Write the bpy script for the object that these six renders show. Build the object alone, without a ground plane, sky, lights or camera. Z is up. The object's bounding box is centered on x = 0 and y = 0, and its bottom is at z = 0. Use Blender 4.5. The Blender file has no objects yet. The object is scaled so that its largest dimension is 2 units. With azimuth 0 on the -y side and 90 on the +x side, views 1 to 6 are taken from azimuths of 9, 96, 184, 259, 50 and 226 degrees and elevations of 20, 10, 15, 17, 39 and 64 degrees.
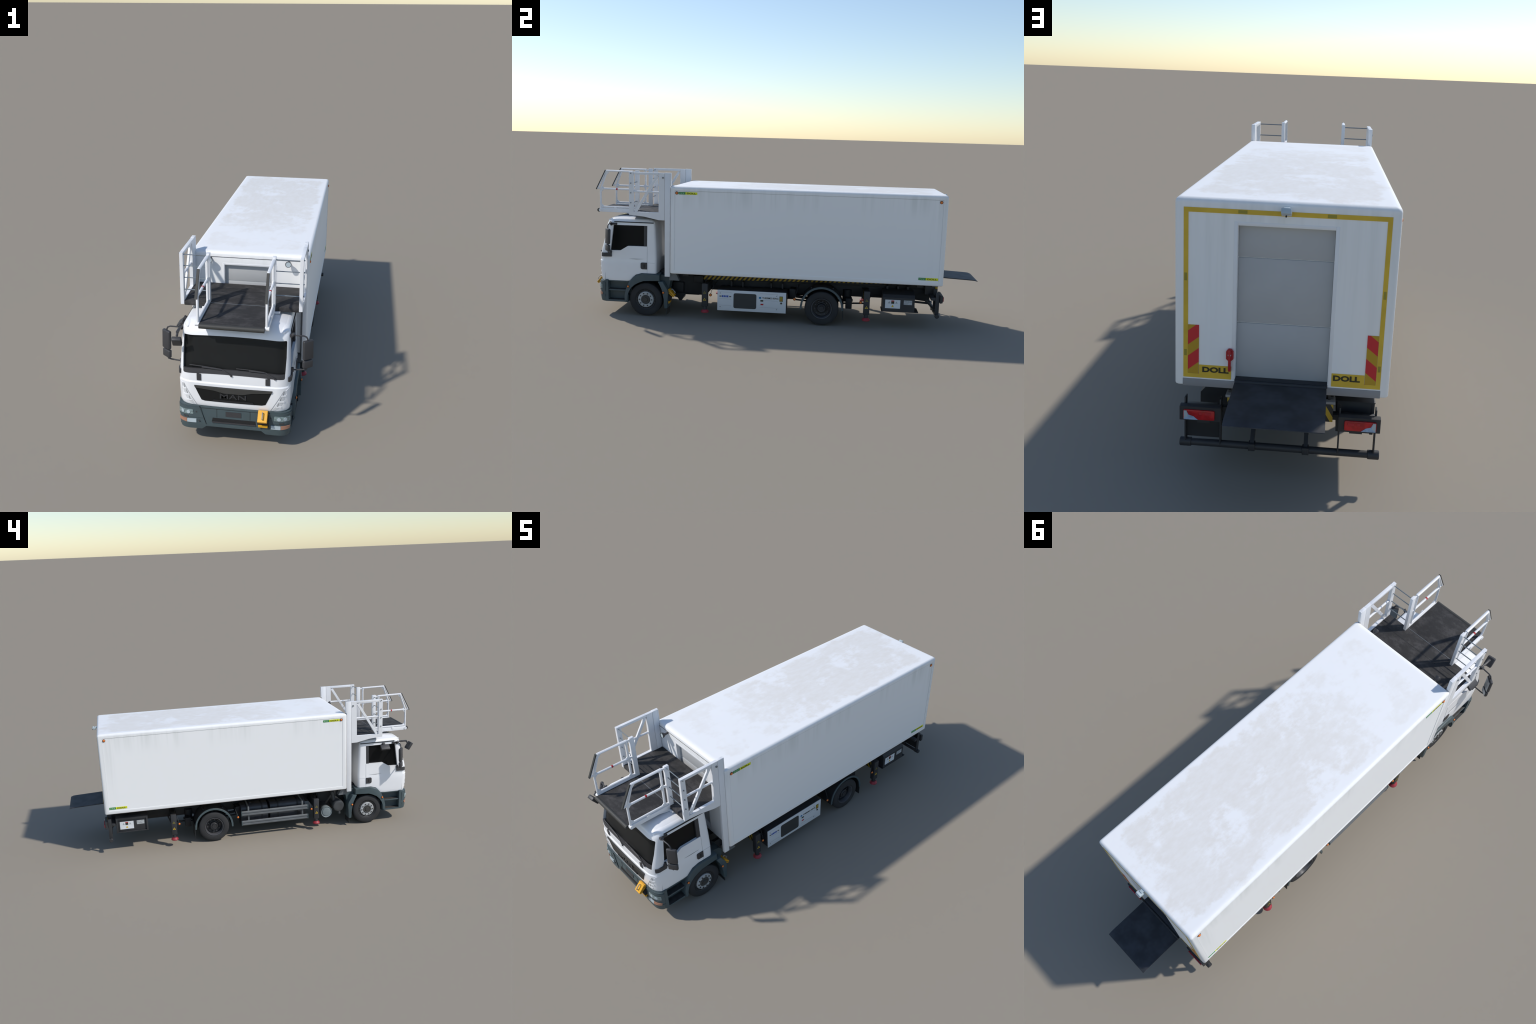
import bpy, bmesh, math, random
from mathutils import Vector, Matrix
import numpy as np

random.seed(7)
SC = bpy.context.scene.collection

# ------------------------------------------------------------------ materials
def new_mat(name):
    m = bpy.data.materials.new(name)
    m.use_nodes = True
    nt = m.node_tree
    return m, nt, nt.nodes["Principled BSDF"]

def N(nt, kind, **props):
    n = nt.nodes.new(kind)
    for k, v in props.items():
        setattr(n, k, v)
    return n

def math_node(nt, op, a, b=None, clamp=False):
    n = N(nt, "ShaderNodeMath", operation=op, use_clamp=clamp)
    for i, v in enumerate((a, b)):
        if v is None:
            continue
        if isinstance(v, (int, float)):
            n.inputs[i].default_value = v
        else:
            nt.links.new(v, n.inputs[i])
    return n.outputs[0]

def mapr(nt, val, a, b, c=0.0, d=1.0):
    n = N(nt, "ShaderNodeMapRange", interpolation_type="SMOOTHSTEP")
    nt.links.new(val, n.inputs[0])
    for i, v in enumerate((a, b, c, d)):
        n.inputs[i + 1].default_value = v
    return n.outputs[0]

def noise(nt, vec, scale, detail=4, rough=0.55, stretch=None):
    if stretch:
        mp = N(nt, "ShaderNodeMapping")
        mp.inputs["Scale"].default_value = stretch
        nt.links.new(vec, mp.inputs[0])
        vec = mp.outputs[0]
    n = N(nt, "ShaderNodeTexNoise")
    n.inputs["Scale"].default_value = scale
    n.inputs["Detail"].default_value = detail
    n.inputs["Roughness"].default_value = rough
    nt.links.new(vec, n.inputs["Vector"])
    return n.outputs["Fac"]

def mix(nt, fac, a, b):
    n = N(nt, "ShaderNodeMix", data_type="RGBA")
    if isinstance(fac, (int, float)):
        n.inputs[0].default_value = fac
    else:
        nt.links.new(fac, n.inputs[0])
    for i, v in ((6, a), (7, b)):
        if isinstance(v, tuple):
            n.inputs[i].default_value = (*v, 1)
        else:
            nt.links.new(v, n.inputs[i])
    return n.outputs[2]

def plain(name, col, rough=0.5, metal=0.0, var=0.06, scale=14, spec=0.5, bump=0.0, coat=0.0):
    """solid colour with a faint procedural mottling"""
    m, nt, p = new_mat(name)
    tc = N(nt, "ShaderNodeTexCoord").outputs["Object"]
    f = noise(nt, tc, scale)
    f2 = mapr(nt, f, 0.3, 0.7)
    dark = tuple(c * (1 - var) for c in col)
    lite = tuple(min(1, c * (1 + var)) for c in col)
    nt.links.new(mix(nt, f2, dark, lite), p.inputs["Base Color"])
    p.inputs["Roughness"].default_value = rough
    p.inputs["Metallic"].default_value = metal
    p.inputs["Specular IOR Level"].default_value = spec
    if coat:
        p.inputs["Coat Weight"].default_value = coat
        p.inputs["Coat Roughness"].default_value = 0.08
    if bump:
        b = N(nt, "ShaderNodeBump")
        b.inputs["Strength"].default_value = bump
        b.inputs["Distance"].default_value = 0.002
        nt.links.new(noise(nt, tc, 300), b.inputs["Height"])
        nt.links.new(b.outputs[0], p.inputs["Normal"])
    return m

def stripes(name, ca, cb, wy, wz, wx, period, shift, rough=0.5, duty=0.5):
    """diagonal two-colour hazard stripes in object space"""
    m, nt, p = new_mat(name)
    tc = N(nt, "ShaderNodeTexCoord").outputs["Object"]
    s = N(nt, "ShaderNodeSeparateXYZ")
    nt.links.new(tc, s.inputs[0])
    ax = math_node(nt, "ABSOLUTE", s.outputs[0])
    v = math_node(nt, "ADD", math_node(nt, "MULTIPLY", ax, wx), math_node(nt, "MULTIPLY", s.outputs[1], wy))
    v = math_node(nt, "ADD", v, math_node(nt, "MULTIPLY", s.outputs[2], wz))
    v = math_node(nt, "ADD", v, 10.0 - shift)
    v = math_node(nt, "FRACT", math_node(nt, "DIVIDE", v, period))
    v = math_node(nt, "LESS_THAN", v, duty)
    nt.links.new(mix(nt, v, ca, cb), p.inputs["Base Color"])
    p.inputs["Roughness"].default_value = rough
    return m

def cargo_paint():
    """white panel paint: beige grime on the roof, greenish run-off streaks under the roof rail"""
    m, nt, p = new_mat("cargo_paint")
    L = nt.links
    tc = N(nt, "ShaderNodeTexCoord").outputs["Object"]
    s = N(nt, "ShaderNodeSeparateXYZ")
    L.new(tc, s.inputs[0])
    x, y, z = s.outputs
    ax = math_node(nt, "ABSOLUTE", x)
    base = (0.905, 0.902, 0.896)
    # roof grime : ragged patches, thick at the rear, thin in front
    n1 = noise(nt, tc, 5.5, 9, 0.66)
    n2 = noise(nt, tc, 46, 4, 0.7, (1.0, 0.45, 1.0))
    th = mapr(nt, y, -0.45, 0.2, 0.085, -0.035)
    edge = mapr(nt, ax, 0.185, 0.248, 0.0, 0.26)
    back = mapr(nt, y, 0.68, 0.80, 0.0, 0.2)
    front = mapr(nt, y, -0.57, -0.44, 0.2, 0.0)
    v = math_node(nt, "ADD", n1, math_node(nt, "MULTIPLY", math_node(nt, "SUBTRACT", n2, 0.5), 0.22))
    for q in (th, edge, back, front):
        v = math_node(nt, "SUBTRACT", v, q)
    g = mapr(nt, v, 0.36, 0.52)
    g = math_node(nt, "MULTIPLY", g, mapr(nt, n2, 0.25, 0.75, 0.55, 1.0))
    g = math_node(nt, "MULTIPLY", g, mapr(nt, z, 0.6850, 0.6861))
    g = math_node(nt, "MULTIPLY", g, mapr(nt, y, -0.40, 0.05, 0.5, 1.0))
    roof = mix(nt, g, base, (0.80, 0.768, 0.722))
    # side run-off streaks
    st = noise(nt, tc, 1.0, 3, 0.6, (30, 30, 1.4))
    st2 = noise(nt, tc, 1.0, 2, 0.5, (5, 5, 0.2))
    reach = mapr(nt, z, 0.545, 0.664, 0.0, 1.0)
    rear = math_node(nt, "MULTIPLY", mapr(nt, y, 0.715, 0.745), mapr(nt, z, 0.30, 0.66, 0.25, 1.0))
    w = math_node(nt, "MAXIMUM", math_node(nt, "MULTIPLY", reach, mapr(nt, st2, 0.35, 0.65)), math_node(nt, "MULTIPLY", rear, 0.8))
    k = math_node(nt, "MULTIPLY", mapr(nt, st, 0.36, 0.76), w)
    k = math_node(nt, "MULTIPLY", k, mapr(nt, z, 0.664, 0.682, 1.0, 0.4))
    k = math_node(nt, "MULTIPLY", k, mapr(nt, z, 0.6850, 0.6861, 1.0, 0.0))
    k = math_node(nt, "MULTIPLY", k, 0.36)
    side = mix(nt, k, roof, (0.50, 0.53, 0.49))
    L.new(side, p.inputs["Base Color"])
    p.inputs["Roughness"].default_value = 0.55
    p.inputs["Specular IOR Level"].default_value = 0.3
    return m

def deck_rubber():
    m, nt, p = new_mat("deck_rubber")
    tc = N(nt, "ShaderNodeTexCoord").outputs["Object"]
    a = noise(nt, tc, 15, 9, 0.72, (1.0, 1.6, 1.0))
    b = noise(nt, tc, 130, 3, 0.6)
    f = mapr(nt, a, 0.44, 0.68)
    c = mix(nt, f, (0.032, 0.031, 0.031), (0.072, 0.068, 0.068))
    c = mix(nt, mapr(nt, b, 0.35, 0.7, 0, 0.35), c, (0.045, 0.042, 0.040))
    nt.links.new(c, p.inputs["Base Color"])
    p.inputs["Roughness"].default_value = 0.75
    p.inputs["Specular IOR Level"].default_value = 0.3
    bp = N(nt, "ShaderNodeBump")
    bp.inputs["Strength"].default_value = 0.25
    bp.inputs["Distance"].default_value = 0.001
    nt.links.new(b, bp.inputs["Height"])
    nt.links.new(bp.outputs[0], p.inputs["Normal"])
    return m

def mesh_grille():
    m, nt, p = new_mat("mesh_grille")
    tc = N(nt, "ShaderNodeTexCoord").outputs["Object"]
    s = N(nt, "ShaderNodeSeparateXYZ")
    nt.links.new(tc, s.inputs[0])
    fy = math_node(nt, "FRACT", math_node(nt, "MULTIPLY", s.outputs[1], 170.0))
    fz = math_node(nt, "FRACT", math_node(nt, "MULTIPLY", s.outputs[2], 170.0))
    dark_cell = math_node(nt, "MULTIPLY", math_node(nt, "GREATER_THAN", fy, 0.35), math_node(nt, "GREATER_THAN", fz, 0.35))  # mesh openings drawn as dark squares in the colour only
    nt.links.new(mix(nt, dark_cell, (0.055, 0.056, 0.056), (0.022, 0.022, 0.022)), p.inputs["Base Color"])
    p.inputs["Roughness"].default_value = 0.6
    return m

M = dict(
    cargo=cargo_paint(),
    white=plain("frame_white_paint", (0.82, 0.82, 0.83), 0.4, var=0.02),
    cab=plain("cab_white_paint", (0.89, 0.89, 0.90), 0.3, var=0.012, coat=0.4),
    door=plain("shutter_grey", (0.47, 0.475, 0.48), 0.6, var=0.02),
    sill=plain("sill_grey", (0.27, 0.27, 0.275), 0.6),
    deck=deck_rubber(),
    plate=plain("ramp_plate", (0.032, 0.034, 0.040), 0.6, var=0.35, scale=22),
    roller=plain("buffer_rubber", (0.045, 0.044, 0.040), 0.6),
    teal=plain("bumper_plastic", (0.064, 0.091, 0.099), 0.5, var=0.06, bump=0.05),
    grey=plain("mirror_plastic", (0.045, 0.044, 0.047), 0.5),
    glass=plain("dark_glass", (0.0125, 0.013, 0.013), 0.35, var=0.03, spec=0.2),
    sideglass=plain("side_glass", (0.0065, 0.0067, 0.007), 0.35, var=0.03, spec=0.15),
    black=plain("matt_black", (0.012, 0.012, 0.013), 0.6),
    chassis=plain("chassis_black", (0.016, 0.017, 0.019), 0.65, var=0.2),
    boxgrey=plain("battery_box_grey", (0.030, 0.031, 0.034), 0.55, var=0.1),
    fueltank=plain("fuel_tank_dark", (0.030, 0.033, 0.041), 0.4, var=0.12),
    rail=plain("guard_rail_steel", (0.125, 0.135, 0.142), 0.5, var=0.1),
    tank=plain("air_tank_grey", (0.20, 0.235, 0.245), 0.45),
    muffler=plain("muffler_steel", (0.052, 0.055, 0.058), 0.5, var=0.15),
    tyre=plain("tyre_rubber", (0.040, 0.040, 0.041), 0.8, var=0.12, spec=0.2),
    rimw=plain("rim_light_steel", (0.42, 0.43, 0.43), 0.45, var=0.15),
    rimd=plain("rim_dark_steel", (0.028, 0.028, 0.030), 0.5, var=0.2),
    rime=plain("rim_edge_steel", (0.075, 0.075, 0.08), 0.45, var=0.2),
    nut=plain("nut_dark", (0.05, 0.048, 0.044), 0.5),
    steel=plain("bare_steel", (0.38, 0.39, 0.40), 0.35, metal=0.6),
    rod=plain("cable_steel", (0.22, 0.25, 0.27), 0.35, metal=0.5),
    red=plain("foot_red", (0.33, 0.030, 0.043), 0.5),
    mark=plain("warning_red", (0.46, 0.016, 0.024), 0.5),
    yellow=plain("reflex_yellow", (0.68, 0.45, 0.038), 0.5, var=0.08),
    lime=plain("sticker_yellow", (0.72, 0.76, 0.015), 0.5),
    green=plain("sticker_green", (0.035, 0.24, 0.055), 0.5),
    palegreen=plain("sticker_pale_green", (0.26, 0.46, 0.29), 0.5),
    ink=plain("letter_black", (0.03, 0.028, 0.01), 0.5),
    blue=plain("letter_blue", (0.03, 0.09, 0.40), 0.5),
    cyan=plain("logo_cyan", (0.03, 0.28, 0.55), 0.5),
    ochre=plain("reflex_mark", (0.33, 0.27, 0.03), 0.5),
    chock=plain("chock_yellow", (0.80, 0.39, 0.012), 0.45),
    orange=plain("lamp_orange", (0.78, 0.20, 0.028), 0.25),
    amber=plain("indicator_amber", (0.40, 0.205, 0.135), 0.25),
    lens=plain("lamp_lens", (0.21, 0.275, 0.275), 0.12, var=0.3, scale=90, coat=0.6),
    clear=plain("lamp_clear", (0.46, 0.53, 0.56), 0.15),
    taillamp=plain("tail_lamp_red", (0.46, 0.012, 0.016), 0.2, var=0.25, scale=60),
    paleblue=plain("reverse_lamp", (0.33, 0.45, 0.62), 0.2, var=0.2, scale=60),
    sign=plain("sign_white", (0.72, 0.74, 0.76), 0.5),
    signgrey=plain("sign_grey", (0.40, 0.42, 0.43), 0.5, var=0.2, scale=120),
    mirrorglass=plain("mirror_glass", (0.26, 0.29, 0.31), 0.2),
    seam=plain("panel_seam", (0.36, 0.37, 0.38), 0.6),
    seamd=plain("detail_dark", (0.05, 0.05, 0.052), 0.7),
    vent=plain("vent_grey", (0.66, 0.67, 0.68), 0.5),
    letter=plain("badge_letter", (0.034, 0.035, 0.037), 0.3),
    panelw=plain("unit_panel_white", (0.66, 0.68, 0.70), 0.45, var=0.02),
    mesh=mesh_grille(),
    tread=plain("step_tread", (0.052, 0.048, 0.044), 0.7, var=0.2, scale=60),
    chevron=stripes("chevron_tape", (0.50, 0.30, 0.015), (0.60, 0.022, 0.028), 0, 1.0, 0.8, 0.062, 0.471, duty=0.56),
    hazard=stripes("hazard_paint", (0.012, 0.012, 0.012), (0.42, 0.27, 0.012), 1.0, -0.8, 0, 0.0235, 0.0),
    hazardx=stripes("hazard_beam", (0.012, 0.012, 0.012), (0.42, 0.27, 0.012), 0, 0.6, 1.0, 0.026, 0.0),
    chockstripe=stripes("chock_ribs", (0.72, 0.36, 0.012), (0.02, 0.02, 0.02), 0.85, 1.0, 0, 0.0092, 0.0, duty=0.32),
)

# ------------------------------------------------------------------ mesh builder
class B:
    def __init__(s):
        s.bm = bmesh.new()

    def _xf(s, verts, mat):
        if mat is not None:
            bmesh.ops.transform(s.bm, matrix=mat, verts=verts)

    def box(s, x0, x1, y0, y1, z0, z1, bev=0.0, seg=2, mat=None):
        r = bmesh.ops.create_cube(s.bm, size=1)
        vs = r["verts"]
        for v in vs:
            v.co = Vector(((x0 + x1) / 2 + v.co.x * abs(x1 - x0), (y0 + y1) / 2 + v.co.y * abs(y1 - y0), (z0 + z1) / 2 + v.co.z * abs(z1 - z0)))
        if bev:
            ed = list({e for v in vs for e in v.link_edges})
            rr = bmesh.ops.bevel(s.bm, geom=ed, offset=bev, segments=seg, profile=0.5, affect="EDGES")
            vs = list({v for f in rr["faces"] for v in f.verts} | {v for v in vs if v.is_valid})
        s._xf(vs, mat)
        return s

    def obb(s, c, size, rot=(0, 0, 0), bev=0.0, seg=2):
        from mathutils import Euler
        m = Matrix.Translation(c) @ Euler(rot).to_matrix().to_4x4()
        a, b, d = (q / 2 for q in size)
        return s.box(-a, a, -b, b, -d, d, bev, seg, m)

    def ring_faces(s, rings, closed=True, cap=True):
        R = [[s.bm.verts.new(p) for p in r] for r in rings]
        n = len(R[0])
        for a, b in zip(R, R[1:]):
            for i in range(n if closed else n - 1):
                j = (i + 1) % n
                try:
                    s.bm.faces.new((a[i], a[j], b[j], b[i]))
                except ValueError:
                    pass
        if cap and closed:
            s.bm.faces.new(list(reversed(R[0])))
            s.bm.faces.new(R[-1])
        return s

    def tube(s, path, r, seg=10, cap=True):
        P = [Vector(p) for p in path]
        rings = []
        T0 = (P[1] - P[0]).normalized()
        up = Vector((0, 0, 1)) if abs(T0.z) < 0.9 else Vector((1, 0, 0))
        nrm = T0.cross(up).normalized()
        for i, p in enumerate(P):
            a = (P[i] - P[i - 1]).normalized() if i else T0
            b = (P[i + 1] - P[i]).normalized() if i < len(P) - 1 else a
            t = (a + b).normalized()
            nrm = (nrm - t * nrm.dot(t)).normalized()
            bi = t.cross(nrm)
            k = 1 / max(0.5, math.sqrt((1 + a.dot(b)) / 2))
            rings.append([p + (nrm * math.cos(q) + bi * math.sin(q)) * r * k for q in [2 * math.pi * j / seg for j in range(seg)]])
        return s.ring_faces(rings, True, cap)

    def cyl(s, a, b, r, seg=24, bev=0.0):
        a, b = Vector(a), Vector(b)
        if not bev:
            return s.tube([a, b], r, seg)
        t = (b - a).normalized()
        up = Vector((0, 0, 1)) if abs(t.z) < 0.9 else Vector((1, 0, 0))
        n = t.cross(up).normalized()
        c = t.cross(n)
        rings = []
        for d, rr in ((a, r - bev), (a + t * bev, r), (b - t * bev, r), (b, r - bev)):
            rings.append([d + (n * math.cos(q) + c * math.sin(q)) * rr for q in [2 * math.pi * j / seg for j in range(seg)]])
        return s.ring_faces(rings)

    def prism(s, poly, axis, a, b, bev=0.0, seg=2):
        """poly in the plane normal to axis ('x': (y,z), 'y': (x,z), 'z': (x,y)), extruded a..b"""
        def P(u, v, w):
            return {"x": (w, u, v), "y": (u, w, v), "z": (u, v, w)}[axis]
        ra = [s.bm.verts.new(P(u, v, a)) for u, v in poly]
        rb = [s.bm.verts.new(P(u, v, b)) for u, v in poly]
        n = len(poly)
        fs = [s.bm.faces.new(ra), s.bm.faces.new(list(reversed(rb)))]
        for i in range(n):
            fs.append(s.bm.faces.new((ra[i], rb[i], rb[(i + 1) % n], ra[(i + 1) % n])))
        if bev:
            ed = [e for e in fs[0].edges] + [e for e in fs[1].edges]
            bmesh.ops.bevel(s.bm, geom=ed, offset=bev, segments=seg, profile=0.5, affect="EDGES")
        return s

    def lathe(s, prof, seg=48, axis="x"):
        """prof: (x, r) pairs revolved around local x"""
        rings = []
        for x, r in prof:
            rings.append([(x, r * math.cos(q), r * math.sin(q)) for q in [2 * math.pi * j / seg for j in range(seg)]])
        return s.ring_faces(rings, True, False)

    def patch(s, poly, fn, rows=6, step=0.012, out=0.001, inn=0.002):
        """solid skin over a u-monotone outline, mapped by fn(u, v, offset)"""
        us = sorted({round(p[0], 6) for p in poly})
        cols = []
        for a, b in zip(us, us[1:]):
            k = max(1, int((b - a) / step))
            cols += [a + (b - a) * i / k for i in range(k)]
        cols.append(us[-1])
        span = []
        n = len(poly)
        for i, u in enumerate(cols):
            uu = min(max(u, us[0] + 1e-6), us[-1] - 1e-6)
            hits = []
            for j in range(n):
                (a0, b0), (a1, b1) = poly[j], poly[(j + 1) % n]
                if (a0 - uu) * (a1 - uu) <= 0 and a0 != a1:
                    hits.append(b0 + (b1 - b0) * (uu - a0) / (a1 - a0))
            span.append((min(hits), max(hits)))
        def sheet(off):
            return [[s.bm.verts.new(fn(u, lo + (hi - lo) * r / rows, off)) for r in range(rows + 1)] for u, (lo, hi) in zip(cols, span)]
        T, D = sheet(out), sheet(-inn)
        for S in (T, D):
            for c0, c1 in zip(S, S[1:]):
                for r in range(rows):
                    s.bm.faces.new((c0[r], c1[r], c1[r + 1], c0[r + 1]))
        border = [(c, 0) for c in range(len(cols))] + [(len(cols) - 1, r) for r in range(1, rows + 1)] + \
                 [(c, rows) for c in range(len(cols) - 2, -1, -1)] + [(0, r) for r in range(rows - 1, 0, -1)]
        for (c0, r0), (c1, r1) in zip(border, border[1:] + border[:1]):
            s.bm.faces.new((T[c0][r0], T[c1][r1], D[c1][r1], D[c0][r0]))
        bmesh.ops.remove_doubles(s.bm, verts=s.bm.verts[:], dist=1e-6)
        return s

    def obj(s, name, mat, parent, angle=35, kind=None, loc=None):
        bmesh.ops.recalc_face_normals(s.bm, faces=s.bm.faces[:])
        me = bpy.data.meshes.new(name)
        s.bm.to_mesh(me)
        s.bm.free()
        for p in me.polygons:
            p.use_smooth = True
        me.set_sharp_from_angle(angle=math.radians(angle))
        me.materials.append(mat)
        return place(name, me, parent, kind, loc)

def place(name, me, parent, kind=None, loc=None):
    o = bpy.data.objects.new(name, me)
    SC.objects.link(o)
    o.parent = parent
    if kind:
        o["kind"] = kind
    if loc:
        o.location = loc
    return o

def round_poly(pts, rad, seg=5):
    out = []
    n = len(pts)
    for i in range(n):
        r = rad[i] if isinstance(rad, (list, tuple)) else rad
        p, a, b = Vector(pts[i]), Vector(pts[i - 1]), Vector(pts[(i + 1) % n])
        if r <= 0:
            out.append(tuple(p)); continue
        u, v = (a - p).normalized(), (b - p).normalized()
        ang = u.angle(v)
        d = min(r / math.tan(ang / 2), (a - p).length * 0.49, (b - p).length * 0.49)
        p0, p1 = p + u * d, p + v * d
        for k in range(seg + 1):
            t = k / seg
            out.append(tuple(p0 * (1 - t) ** 2 + p * 2 * t * (1 - t) + p1 * t * t))
    return out

def text(name, body, width, height, origin, right, up, mat, parent, depth=0.0006, bold=0.0):
    cu = bpy.data.curves.new("txt", "FONT")
    cu.body = body
    cu.extrude = 0.01
    cu.offset = bold
    cu.resolution_u = 3
    o = bpy.data.objects.new("txt", cu)
    SC.objects.link(o)
    dg = bpy.context.evaluated_depsgraph_get()
    dg.update()
    me = bpy.data.meshes.new_from_object(o.evaluated_get(dg))
    bpy.data.objects.remove(o)
    xs = [v.co.x for v in me.vertices]; ys = [v.co.y for v in me.vertices]
    R, U = Vector(right), Vector(up)
    W = R.cross(U)
    for v in me.vertices:
        a = (v.co.x - min(xs)) / (max(xs) - min(xs)) * width
        b = (v.co.y - min(ys)) / (max(ys) - min(ys)) * height
        c = depth if v.co.z > 0 else -depth
        v.co = Vector(origin) + R * a + U * b + W * c
    me.materials.clear()
    me.materials.append(mat)
    return place(name, me, parent)

def boolean(obj, cutters):
    for c in cutters:
        md = obj.modifiers.new("b", "BOOLEAN")
        md.operation = "DIFFERENCE"; md.object = c; md.solver = "EXACT"
    dg = bpy.context.evaluated_depsgraph_get()
    dg.update()
    me = bpy.data.meshes.new_from_object(obj.evaluated_get(dg))
    obj.modifiers.clear()
    old = obj.data
    obj.data = me
    for c in cutters:
        bpy.data.objects.remove(c)
    for p in me.polygons:
        p.use_smooth = True
    me.set_sharp_from_angle(angle=math.radians(30))

ROOT = bpy.data.objects.new("catering_truck", None)
SC.objects.link(ROOT)
ROOT["label"] = "white airport catering lift truck with cargo box and front platform"
ROOT["category"] = "truck"

SIDES = (1, -1)

# ================================================================== CARGO BOX
BX, BY0, BY1, BZ0, BZ1 = 0.2502, -0.572, 0.806, 0.2365, 0.6863
b = B()
rings = []
def box_section(z, ins):
    """rounded rectangle plan of the box, pulled in by ins"""
    r = 0.009
    X, Y0, Y1 = BX - ins, BY0 + ins * 1.7, BY1 - ins
    pts = []
    for cx, cy, a0 in ((X - r, Y1 - r, 0), (-X + r, Y1 - r, 90), (-X + r, Y0 + r, 180), (X - r, Y0 + r, 270)):
        for k in range(5):
            a = math.radians(a0 + 90 * k / 4)
            pts.append((cx + r * math.cos(a), cy + r * math.sin(a), z))
    return pts
for k in range(4):
    a = math.radians(90 * k / 3)
    rings.append(box_section(BZ0 + 0.006 - 0.006 * math.cos(a), 0.006 * (1 - math.sin(a))))
RT = 0.013
for k in range(7):
    a = math.radians(90 * k / 6)
    rings.append(box_section(BZ1 - RT + RT * math.sin(a), RT * (1 - math.cos(a))))
b.ring_faces(rings)
BOX = b.obj("cargo_box", M["cargo"], ROOT)
cut = []
for sx in SIDES:
    cut.append(B().box(sx * 0.2490, sx * 0.26, -0.548, 0.783, 0.2565, 0.6635).obj("c", M["cargo"], None))
cut.append(B().box(-0.108, 0.108, 0.786, 0.83, 0.2585, 0.628).obj("c", M["cargo"], None))
cut.append(B().box(-0.108, 0.108, -0.60, -0.552, 0.2620, 0.628).obj("c", M["cargo"], None))
boolean(BOX, cut)

# coloured strips painting the recess edge's shade: dark on top, paler at both ends
for sx in SIDES:
    g = B()
    x0, x1 = sx * 0.2484, sx * 0.2494
    g.box(x0, x1, -0.548, 0.783, 0.6622, 0.6634)
    g.obj("panel_edge_shade", M["seam"], BOX)
    g = B()
    g.box(x0, x1, -0.5479, -0.5467, 0.2566, 0.6622)
    g.box(x0, x1, 0.7818, 0.7829, 0.2566, 0.6622)
    g.obj("panel_edge_shade", M["vent"], BOX)

# roller shutters in both end walls
for y, s, z0 in ((0.786, 1, 0.2585), (-0.552, -1, 0.2625)):
    d = B()
    zs = [0.628, 0.552, 0.396, z0]
    for a, c in zip(zs, zs[1:]):
        d.box(-0.1078, 0.1078, y - s * 0.002, y + s * 0.003, c + 0.0009, a - 0.0009, 0.0012)
    d.obj("roller_shutter", M["door"], BOX)
    f = B()
    e = BY1 if s > 0 else BY0
    for sx in SIDES:
        f.box(sx * 0.1082, sx * 0.1165, e - s * 0.001, e + s * 0.0007, z0, 0.6365, 0.0008)
    f.box(-0.1081, 0.1081, e - s * 0.001, e + s * 0.0007, 0.6285, 0.6364, 0.0008)
    f.obj("door_frame", M["white"], BOX)

# front wall seam strip under the roof cap, sill at the back, hook blocks
B().box(-0.238, 0.238, -0.5732, -0.571, 0.6615, 0.6632).obj("roof_cap_seam", M["seamd"], BOX)
B().box(-0.231, 0.231, 0.803, 0.8072, 0.2365, 0.2555, 0.001).obj("rear_sill", M["sill"], BOX)
B().box(-0.1085, 0.1085, 0.78, 0.8085, 0.2525, 0.2612, 0.001).obj("door_threshold", M["boxgrey"], BOX)

# yellow reflective contour on the rear wall
c = B()
yA, yB = 0.8055, 0.8070
c.box(-0.2295, 0.2295, yA, yB, 0.6535, 0.6640)
for sx in SIDES:
    c.box(sx * 0.2190, sx * 0.2295, yA, yB, 0.2690, 0.6535)
    c.box(sx * 0.1168, sx * 0.2295, yA, yB, 0.2590, 0.2690)
    c.box(sx * 0.1168, sx * 0.1925, yA, yB, 0.2690, 0.2915)
c.obj("reflective_contour", M["yellow"], BOX)
d = B()
for x0, x1, z0, z1 in ((0.088, 0.108, 0.655, 0.6625), (-0.108, -0.088, 0.655, 0.6625), (0.2215, 0.2275, 0.495, 0.513), (-0.2275, -0.2215, 0.477, 0.495),
                       (0.2215, 0.2275, 0.313, 0.328), (-0.2275, -0.2215, 0.302, 0.316)):
    d.box(x0, x1, 0.8065, 0.8075, z0, z1)
d.obj("contour_mark", M["ochre"], BOX)
for sx in SIDES:
    B().box(sx * 0.1932, sx * 0.2186, 0.8055, 0.8071, 0.2695, 0.3895).obj("chevron_board", M["chevron"], BOX)
    ox = 0.1845 if sx > 0 else -0.1205
    text("lettering", "DOLL", 0.062, 0.0138, (ox, 0.8074, 0.2735), (-1, 0, 0), (0, 0, 1), M["ink"], BOX, bold=0.04)

# rear camera under the roof edge
h = B()
h.obb((0.001, 0.8225, 0.6665), (0.023, 0.020, 0.013), (math.radians(28), 0, 0), 0.0015)
h.box(-0.006, 0.008, 0.805, 0.818, 0.666, 0.675, 0.001)
CAM = h.obj("rear_camera", M["clear"], BOX)
B().cyl((0.001, 0.8285, 0.6595), (0.001, 0.8315, 0.6575), 0.0018, 12).obj("camera_lens", M["black"], CAM)

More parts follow.
